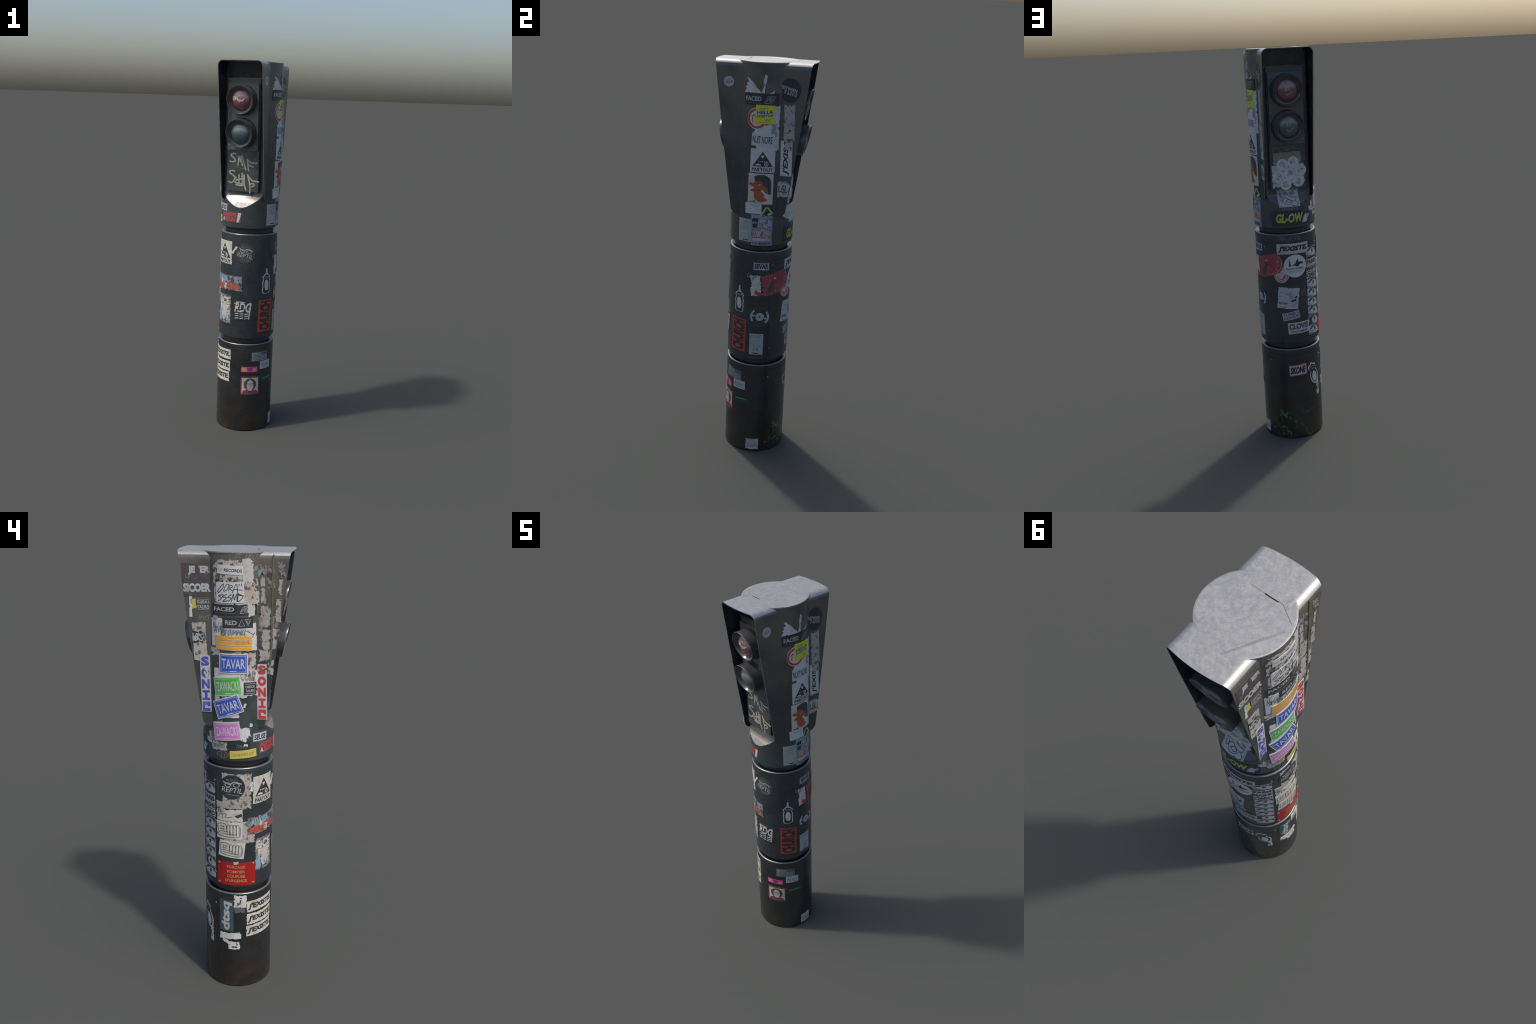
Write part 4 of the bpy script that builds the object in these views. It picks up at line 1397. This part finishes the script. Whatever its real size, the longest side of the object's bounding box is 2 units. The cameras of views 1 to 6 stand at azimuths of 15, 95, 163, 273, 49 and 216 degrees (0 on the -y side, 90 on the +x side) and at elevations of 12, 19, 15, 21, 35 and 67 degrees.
for i, z in enumerate((1.002, .836, .787, .738, .691, .641, .588)):
    sticker("col", -142.5 + rnd.uniform(-.6, .6), z, 80, 48, 1, GREYW, 0, torn=1.2 if i in (0, 5) else 0, draw=d_eye(i))
for word, z in (("PARIS", .950), ("MASHE", .917), ("CIARO", .882)):
    sticker("col", -142.5, z, 82, 32, 1, GREYW, 0, torn=.8, draw=lambda s, w, h, t=word: s.text(t, 0, 0, w * .95, h * .72, INK, .05))
scrap("col", -152, .640, 24, 40, INKBG, 0, 1, 3)

scrap("col", -88.6, 1.0, 132, 166, TORN_BEIGE, 0, 0, 5)
scrap("col", -86, 1.05, 60, 50, TORN_GREY, 8, 1, 6)
sticker("col", -96, 1.022, 112, 112, 0, INKBG, 2, disc=True, draw=d_reptil)
sticker("col", -40.5, 1.001, 112, 126, 0, CREAM, 0, torn=1.5, draw=d_partout)
scrap("col", -64, 1.02, 14, 50, TORN_WHITE, 0, 0, 4)
scrap("col", -13.5, 1.020, 48, 13, CREAM, 56, 1, 2)
sticker("col", 9.2, 1.006, 106, 110, -6, plain("worn_charcoal_vinyl", (.052, .050, .052), .4, 0, .6, (.09, .085, .085)), 0, disc=True, draw=d_reptil)
scrap("col", -117, .922, 36, 56, TORN_GREY, 0, 1, 4)
sticker("col", -101, .888, 118, 56, 0, CREAM, 1, torn=3, draw=lambda s, w, h: (s.line([(-w * .42, -h * .2), (-w * .3, h * .3), (-w * .24, -h * .3)], .004, GREYINK), s.line([(-w * .4, 0), (-w * .1, h * .1), (-w * .16, -h * .2), (w * .1, -h * .1)], .004, GREYINK),
        s.poly([(w * .2, 0), (w * .46, h * .2), (w * .48, -h * .05), (w * .3, -h * .2)], INKBG)))
scrap("col", -84, .808, 140, 108, TORN_BEIGE, 0, 0, 5)
sticker("col", -101.3, .816, 119, 84, 0, CREAM_WORN, 2, torn=2, draw=d_fist)
sticker("col", -97.5, .722, 117, 78, -6, CREAM, 1, draw=d_fist)


def d_plate_red(s, w, h):
    for i, t in enumerate(("FORÇAGE", "POMPIER", "COUPURE", "D'URGENCE")):
        s.text(t, 0, h * (.29 - .195 * i), w * (.46 if i < 3 else .55), h * (.13 if i else .15), GOLD, .02)


sticker("col", -90.1, .602, 178, 114, 0, RED, 0, corner=3, draw=d_plate_red, name="warning_plate")
for du, dz in ((-29.5, .048), (29.5, .048), (-29.5, -.048), (29.5, -.048)):
    p = on_column(math.radians(-90.1 + du) * R, .602 + dz, .0015)
    rivet(p, (p[0], p[1], 0), .0055, None, "plate_screw")
scrap("col", -90, .657, 26, 14, TORN_GREY, 10, 1, 4)


def d_newyork(s, w, h):
    s.text("ALWYSARC", -w * .10, h * .24, w * .62, h * .40, SKY, .05, 0, 2)
    s.text("YO", w * .37, h * .24, w * .14, h * .40, SKY, .05)
    s.text("NEWYORK", 0, -h * .22, w * .88, h * .40, BRICK, .05, 0, 2)
    for x, y in ((-.16, .1), (.22, .18), (-.02, -.2), (.1, .3)):
        s.rect(x * w, y * h, .02, .028, WORNWHITE if x < .1 else BROWNBG, rnd.uniform(-30, 30), 0, .005, nxt())


sticker("col", -33.5, .836, 204, 82, 1, TORN_DARK, 1, torn=4, draw=d_newyork)
sticker("col", -37.7, .688, 103, 158, 0, TORN_DARK, 0, torn=3, draw=lambda s, w, h: (
    s.text("EICE", -w * .02, h * .30, w * .86, h * .26, WORNWHITE, .05), s.text("FIZ", w * .05, h * .02, w * .8, h * .26, WORNWHITE, .05), s.text("TOT", 0, -h * .26, w * .84, h * .26, WORNWHITE, .05),
    s.poly([(-w * .46, -h * .1), (-w * .28, -h * .02), (-w * .2, -h * .42), (-w * .46, -h * .46)], SKY), s.rect(w * .3, -h * .38, w * .3, h * .08, SKY, 0, 0, .004, 3), s.rect(0, -h * .05, w * .4, h * .5, TORN_GREY, 4, 0, .006, 5)))
sticker("col", 7.8, .693, 110, 112, 0, INKBG, 0, torn=1, draw=lambda s, w, h: (
    s.text("RDG", 0, h * .14, w * .86, h * .48, WORNWHITE, .03, .25), s.line([(w * .38, h * .36), (w * .30, -h * .42)], .006, WORNWHITE), s.line([(-w * .34, h * .40), (w * .1, h * .41)], .004, WORNWHITE),
    s.line([(-w * .45, h * .32), (-w * .2, h * .3)], .003, WORNWHITE), [s.rect(w * (-.3 + .24 * (i % 3)), -h * (.18 + .11 * (i // 3)), w * .19, h * .05, WORNWHITE, 6, 0, .001, nxt()) for i in range(9)], s.rect(-w * .1, h * .04, w * .5, h * .03, INKBG, 4)))


def bottle(u, z, w, h):
    """white die-cut squeeze-bottle figure"""
    s = Sheet("col", u, z)
    w, h = w / 1000, h / 1000
    half = [(0, .5), (.06, .48), (.09, .40), (.10, .30), (.22, .26), (.30, .22), (.42, .20), (.48, .14), (.38, .07), (.46, .0), (.48, -.1), (.44, -.2), (.47, -.3), (.46, -.42), (.38, -.48), (0, -.5)]
    out = [(x * w, y * h) for x, y in half] + [(-x * w, y * h) for x, y in reversed(half[1:-1])]
    ins = [(x * w * .80, y * h * .955 - .001) for x, y in half[4:]]
    inn = [(.02 * w, .24 * h)] + ins + [(-x, y) for x, y in reversed(ins[:-1])]
    s.poly(inn, INK)
    s.poly([(x * w * .09, .26 * h + y * h * .2) for x, y in ((-.3, 0), (.3, 0), (0.1, 1.0), (-.1, 1.0))], GREYINK)
    for x in (-.22, -.07, .08, .23):
        s.rect(x * w, .165 * h, w * .10, h * .022, PALE, 15)
        s.rect(x * w * .9, .115 * h, w * .09, h * .018, PALE, -15)
    s.poly(smooth_line([(x * w, y * h) for x, y in ((0, .06), (.2, -.02), (.26, -.16), (.2, -.34), (.02, -.36), (-.12, -.34), (-.22, -.26), (-.24, -.1), (-.16, .02), (0, .06))], 4)[:-1], WHITE)
    s.make("sticker", out, WHITE)


bottle(56.7, .852, 56, 142)
sticker("col", 56.6, .659, 88, 176, -1, BRICK, 0, draw=lambda s, w, h: s.text("CHURCH", 0, 0, h * .93, w * .84, INKBG, .06, 0, 90))
sticker("col", 93.8, .620, 69, 114, 0, LABEL, 0, draw=d_ce)


def d_vinyl(s, w, h):
    s.disc(0, 0, w * .2, PALE)
    s.disc(0, 0, w * .045, INK)
    s.ring(0, 0, w * .44, w * .09, PALE, 130, 215)
    s.ring(0, 0, w * .44, w * .09, PALE, -50, 40)
    s.rect(-w * .28, h * .05, w * .12, h * .08, PALE)
    s.rect(w * .27, -h * .08, w * .10, h * .08, PALE)
    s.ring(0, 0, w * .48, w * .008, GREYINK)


sticker("col", 98.5, .770, 106, 110, 0, plain("charcoal_vinyl", (.045, .043, .042), .35), 0, disc=True, draw=d_vinyl)
sticker("col", 97.8, 1.034, 79, 40, 0, GREYW, 0, draw=lambda s, w, h: (s.frame(w, h, .0028, BLUE), s.text("SEVAR", 0, 0, w * .86, h * .6, INK, .045, .1), s.line([(-w * .4, h * .3), (w * .4, h * .34)], .002, INK)))
sticker("col", 0, 0, 1, 1, 0, INKBG, 0, outline=[(60.7 * 2.67, 990), (73 * 2.67, 1006), (95 * 2.67, 994), (78 * 2.67, 944)], draw=lambda s, w, h: s.text("Lo", .204, .985, .02, .022, PALE, 0, .2))


def d_meat(s, w, h):
    r = random.Random(4)
    s.line([(w * .06, -h * .38), (w * .36, -h * .24), (w * .48, h * .1), (w * .40, h * .42)], .003, SALMON)
    for i in range(34):
        x, y = r.uniform(-.45, .45), r.uniform(-.42, .42)
        s.rect(x * w, y * h, r.uniform(.003, .008), r.uniform(.0015, .0035), SALMON, r.uniform(-60, 60))
    # small faded figure
    s.poly([(-w * .34, -h * .42), (-w * .18, -h * .2), (-w * .1, h * .12), (-w * .02, h * .2), (-w * .06, h * .0), (-w * .12, -h * .2), (-w * .22, -h * .4)], OLIVEBROWN)
    s.poly([(-w * .28, -h * .2), (-w * .14, h * .0), (-w * .08, -h * .16), (-w * .2, -h * .34)], TEAL)
    s.disc(-w * .02, h * .22, .006, PEACH)


sticker("col", 89, .935, 52, 108, 4, TORN_WHITE, 0, torn=6)
sticker("col", 93, .896, 36, 20, -25, BRICK, 1, torn=4)
sticker("col", 152, .900, 76, 80, 0, GREYW, 0, disc=True, draw=lambda s, w, h: (s.ring(0, 0, w * .45, w * .05, REDINK), s.ring(0, 0, w * .32, w * .07, REDINK, 200, 340), s.line([(0, -h * .3), (w * .3, 0)], .005, REDINK)))
sticker("col", 126, .947, 158, 122, 8, torn_paper("mottled_red_print", (.30, .060, .070), hole=(.40, .25, .23), amount=.42, scale=85., stain=(.22, .04, .05)), 2, outline=[(-74, -56), (-30, -62), (20, -56), (58, -44), (78, -18), (82, 12), (72, 44), (52, 60), (0, 56), (-60, 46), (-70, 30), (-64, -10)], torn=3, draw=d_meat)
sticker("col", 176.5, 1.034, 166, 54, 0, GREYW, 0, torn=1, draw=d_existe)


def d_animal(s, w, h):
    P = lambda *q: [(x * w, y * h) for x, y in q]
    s.poly(smooth_line(P((-.2, .04), (-.02, .1), (.06, .26), (.14, .3), (.12, .2), (.3, .16), (.36, .1), (.2, .06), (.14, .0), (.06, -.02), (-.02, .02), (-.2, .04)), 4)[:-1], INK)
    s.poly(P((-.30, 0), (-.18, 0), (-.24, .34)), TEAL)
    s.text("REGNE ANIMAL", 0, -h * .11, w * .82, h * .1, plain("green_grey_print", (.10, .14, .13), .5), .02)
    s.rect(0, -h * .22, w * .72, .0018, GREYINK)
    s.rect(0, -h * .27, w * .6, .0012, GREYINK)


sticker("col", 179.2, .944, 118, 118, 0, WHITE, 1, disc=True, draw=d_animal)
tag("col", 171.2, 1.086, [[(-50, 8), (-38, 10), (-30, 0), (-42, -8), (-46, 6)], [(-52, 0), (-36, 0)], [(-24, 4), (-20, -8), (-10, -8), (-8, 6)], [(2, 10), (2, -10)], [(14, 10), (2, 0), (14, -10)], [(22, 8), (28, 0), (34, 8)], [(30, 0), (24, -10)], [(42, 4), (40, -8), (50, -9), (52, 6), (42, 6)]], 2.6, CHALK)
sticker("col", 163.1, .778, 108, 112, -7, GREYW, 0, torn=2, draw=lambda s, w, h: (
    [s.rect(rnd.uniform(-.4, .4) * w, rnd.uniform(-.4, .3) * h, rnd.uniform(.005, .02), rnd.uniform(.003, .010), rnd.choice((BLUEGREY, BLUEGREY, SKY, LILAC)), rnd.uniform(-40, 40), 0, .002, nxt()) for _ in range(22)],
    s.rect(w * .25, -h * .1, .026, .012, INKBG, 20, 0, .003, 3), s.rect(w * .36, h * .06, .016, .010, INKBG, 50, 0, .003, 4), s.scrawl(-w * .22, -h * .25, w * .42, h * .12, .0016, NAVY, 51, 4), s.rect(-w * .24, -h * .43, w * .36, .0016, NAVY)))
tag("col", -167, .79, [[(-14, 92), (8, 84), (2, 62), (-14, 70), (-6, 92)], [(-6, 56), (10, 50), (8, 30), (-8, 34), (-6, 56)], [(-8, 22), (10, 14), (8, -8), (-6, -4), (-8, 22)], [(6, -20), (-10, -28), (-12, -56), (4, -74), (16, -56), (10, -34), (-6, -30)], [(-4, -90), (-2, -100)], [(8, -88), (10, -98)], [(-2, 10), (14, 44)]], 1.8, CHALK)
sticker("col", 166.9, .684, 88, 41, 11, LILAC, 0, draw=lambda s, w, h: (s.text("TURBO", 0, h * .2, w * .9, h * .36, INK, 0, .1, -3), s.text("NINJA", 0, -h * .24, w * .9, h * .36, INK, 0, .1, 3)))
sticker("col", 181.2, .617, 114, 60, 2, GREYW, 0, draw=lambda s, w, h: (s.text("CLOVIS", -.001, h * .12, w * .9, h * .5, GREYINK, .05), s.text("CLOVIS", .001, h * .16, w * .88, h * .46, INK, .005), s.text("ON OTE LMR IBT", 0, -h * .32, w * .8, h * .16, INK, .03)))
for u, z, w, h, rt in ((133, .70, 12, 130, 4), (131, .80, 16, 16, 0), (140, .62, 14, 60, -12), (150, .67, 10, 90, -10), (140, 1.05, 14, 18, 20)):
    scrap("col", u, z, w, h, plain("rubbed_smear", (.075, .078, .088), .55, 0, .8, (.04, .044, .05)), rt, -1, 4)

# ======================================================================= base
for z, w, u in ((.432, 152, -43.5), (.366, 150, -44), (.304, 148, -45)):
    sticker("col", u, z, w, 56, 2, CREAM_WORN, 0, torn=2.5, draw=d_existe)
sticker("col", -107.2, .382, 68, 162, 0, TEAL, 0, torn=1.5, draw=lambda s, w, h: s.text("dtsq", w * .02, 0, h * .94, w * .76, PALE, .04, .1, 90))
sticker("col", -83, .460, 58, 62, -2, TORN_WHITE, 1, torn=3, draw=lambda s, w, h: (s.rect(0, -.002, .006, .022, INK, -10), s.rect(.002, .018, .008, .006, INK)))
scrap("col", -84, .414, 50, 28, plain("faded_teal_scrap", (.085, .10, .105), .6), 0, 0, 3)
scrap("col", -101, .276, 104, 34, TORN_WHITE, 4, 0, 5)
sticker("col", -94, .226, 54, 42, 0, TORN_WHITE, 0, torn=4, draw=lambda s, w, h: s.rect(w * .05, -h * .2, w * .5, h * .2, INK, 0, 0, .002, 6))
scrap("col", -108, .245, 40, 18, TORN_WHITE, -30, 0, 5)


def penguin(u, z, w, h):
    s = Sheet("col", u, z, 12)
    w, h = w / 1000, h / 1000
    o = [(.0, .5), (.1, .42), (.28, .40), (.34, .28), (.26, .18), (.40, .02), (.48, -.2), (.36, -.4), (.18, -.5), (-.12, -.46), (-.34, -.3), (-.40, -.05), (-.26, .14), (-.42, .24), (-.38, .38), (-.2, .42), (-.14, .48)]
    o = smooth_line([(x * w, y * h) for x, y in o + o[:1]], 3)[:-1]
    s.poly([(x * .82, y * .86) for x, y in o], INK)
    s.poly(smooth_line([(x * w, y * h) for x, y in ((-.02, .1), (.2, .0), (.26, -.2), (.1, -.38), (-.14, -.32), (-.22, -.1), (-.02, .1))], 4)[:-1], WHITE)
    s.line([(-.25 * w, .28 * h), (0, .32 * h), (.2 * w, .26 * h)], .002, PALE)
    s.line([(-.1 * w, .2 * h), (.1 * w, .22 * h)], .002, PALE)
    s.make("sticker", o, WHITE)


penguin(-150, .348, 70, 132)
scrap("col", -139.5, .255, 22, 84, TORN_WHITE, 2, 0, 7)
scrap("col", -140, .262, 13, 50, plain("green_pink_scrap", (.18, .25, .16), .6, 0, .8, (.3, .15, .14)), 2, 1, 5)


def d_grid(s, w, h):
    for i in range(6):
        for j in range(14):
            if j > 7 and i < 2:
                continue
            s.rect(-w * .46 + w * .92 * (j + .5) / 14, h * .44 - h * .88 * (i + .5) / 6, w * .045, h * .09, PALE)


sticker("col", 48.1, .430, 106, 54, 0, plain("silvered_label", (.10, .10, .105), .5, 0, .6, (.05, .05, .05)), 0, torn=.8, draw=d_grid)
sticker("col", 62, .378, 72, 46, 0, GREYW, 0, draw=lambda s, w, h: (s.text("Pa'Art", 0, h * .05, w * .78, h * .46, INK, -.01, .3), s.rect(0, -h * .28, w * .5, .0014, INK)))
sticker("col", 25.4, .358, 92, 30, -1, MAGENTA, 0, draw=lambda s, w, h: (s.rect(-w * .3, 0, w * .3, h * .76, SALMON), s.rect(w * .32, -h * .05, w * .26, h * .7, SALMON), s.poly([(-w * .18, h * .4), (w * .22, h * .4), (0, -h * .42)], plain("violet_print", (.30, .02, .22), .5))))


def d_portrait(s, w, h):
    s.rect(0, 0, w * .95, h * .95, DGREEN)
    s.rect(0, 0, w * .88, h * .88, CREAM)
    s.disc(0, h * .08, w * .34, OLIVEBROWN)
    s.disc(0, h * .08, w * .27, plain("olive_halo", (.055, .05, .02), .6))
    s.poly([(-w * .44, -h * .44), (-w * .36, -h * .26), (-w * .1, -h * .18), (w * .12, -h * .18), (w * .36, -h * .26), (w * .44, -h * .44)], MAUVE)
    s.poly([(-w * .1, -h * .2), (w * .12, -h * .2), (0, -h * .4)], NAVY)
    s.disc(0, h * .02, w * .18, PALEFACE, h * .30)
    for dx in (-1, 1):
        s.ring(dx * w * .08, h * .08, w * .065, .0014, NAVY)
    s.line([(-w * .16, h * .12), (-w * .04, h * .11), (w * .04, h * .11), (w * .16, h * .12)], .0012, NAVY)
    s.line([(-w * .05, -h * .14), (w * .06, -h * .14)], .0014, MAUVE)
    s.line([(0, h * .04), (-w * .02, -h * .04), (w * .02, -h * .05)], .001, MAUVE)
    s.rect(-w * .34, h * .32, w * .05, h * .03, SALMON)
    s.rect(w * .34, h * .34, w * .04, h * .05, SALMON)


sticker("col", 27.8, .264, 104, 104, 0, CRIMSON, 0, draw=d_portrait)
sticker("col", 69.5, .296, 92, 34, 2, DGREEN, 0, torn=2, draw=lambda s, w, h: s.scrawl(-w * .05, h * .12, w * .8, h * .2, .0012, PALE, 71, 8))
sticker("col", 93.1, .042, 68, 64, 1, TORN_GREY, 0, torn=2, draw=lambda s, w, h: (s.rect(-w * .1, h * .42, w * .6, h * .1, LIME, 0, 0, .004, 2), s.scrawl(0, -h * .1, w * .7, h * .4, .0016, GREYINK, 81, 5)))
sticker("col", 175.3, .385, 96, 60, 3, GREYW, 0, draw=lambda s, w, h: (s.frame(w, h, .0038, REDINK), s.text("SKONE", 0, 0, w * .86, h * .62, INK, .05, .25), s.line([(-w * .42, -h * .3), (w * .1, -h * .1), (w * .42, h * .05)], .003, INK)))
for i in range(14):
    scrap("col", -172 + rnd.uniform(-14, 10), .31 + rnd.uniform(-.02, .03), rnd.uniform(2, 5), rnd.uniform(2, 6), PALE, rnd.uniform(0, 90), -1, .6)

# ------------------------------------------------------ tags and marks up high
Sh = bmesh.new()
lift = 0
for pts in ([(-66, 40), (-40, 60), (-20, 68)], [(-48, 22), (-38, 62), (-24, 56), (-38, 40), (-20, 20)], [(-10, 22), (-2, 46)], [(2, 70), (4, 68)], [(10, 20), (22, 74)], [(52, 64), (18, 44), (48, 14)], [(44, 18), (58, 44)]):
    V, F = ribbon(smooth_line([(x / 1000, y / 1000) for x, y in pts]), .0035)
    vs = [Sh.verts.new((*turn(-x, -(.115 + y * 1.35), True), 1.9936 - lift)) for x, y in V]
    for f in F:
        try:
            Sh.faces.new([vs[i] for i in f])
        except ValueError:
            pass
    lift += .0001
finish("graffiti_tag", Sh, [CHALK], smooth=None)

# slit's darkness laid on as a black ribbon, and lifted sheet line
s2 = bmesh.new()
for pts, w, m in (([(-.004, -.0893), (-.028, -.0885), (-.052, -.0891)], .0036, 0), ([(-.052, -.0903), (-.068, -.0914), (-.098, -.0714), (-.132, -.050)], .0010, 1),
                  ([(-.0825, -.125), (-.073, -.098)], .0010, 1)):
    V, F = ribbon(list(pts), w)
    vs = [s2.verts.new((*turn(x, y), 1.9986)) for x, y in V]
    for f in F:
        fc = s2.faces.new([vs[i] for i in f])
        fc.material_index = m
finish("top_seam", s2, [GAP, FAINT], smooth=None)
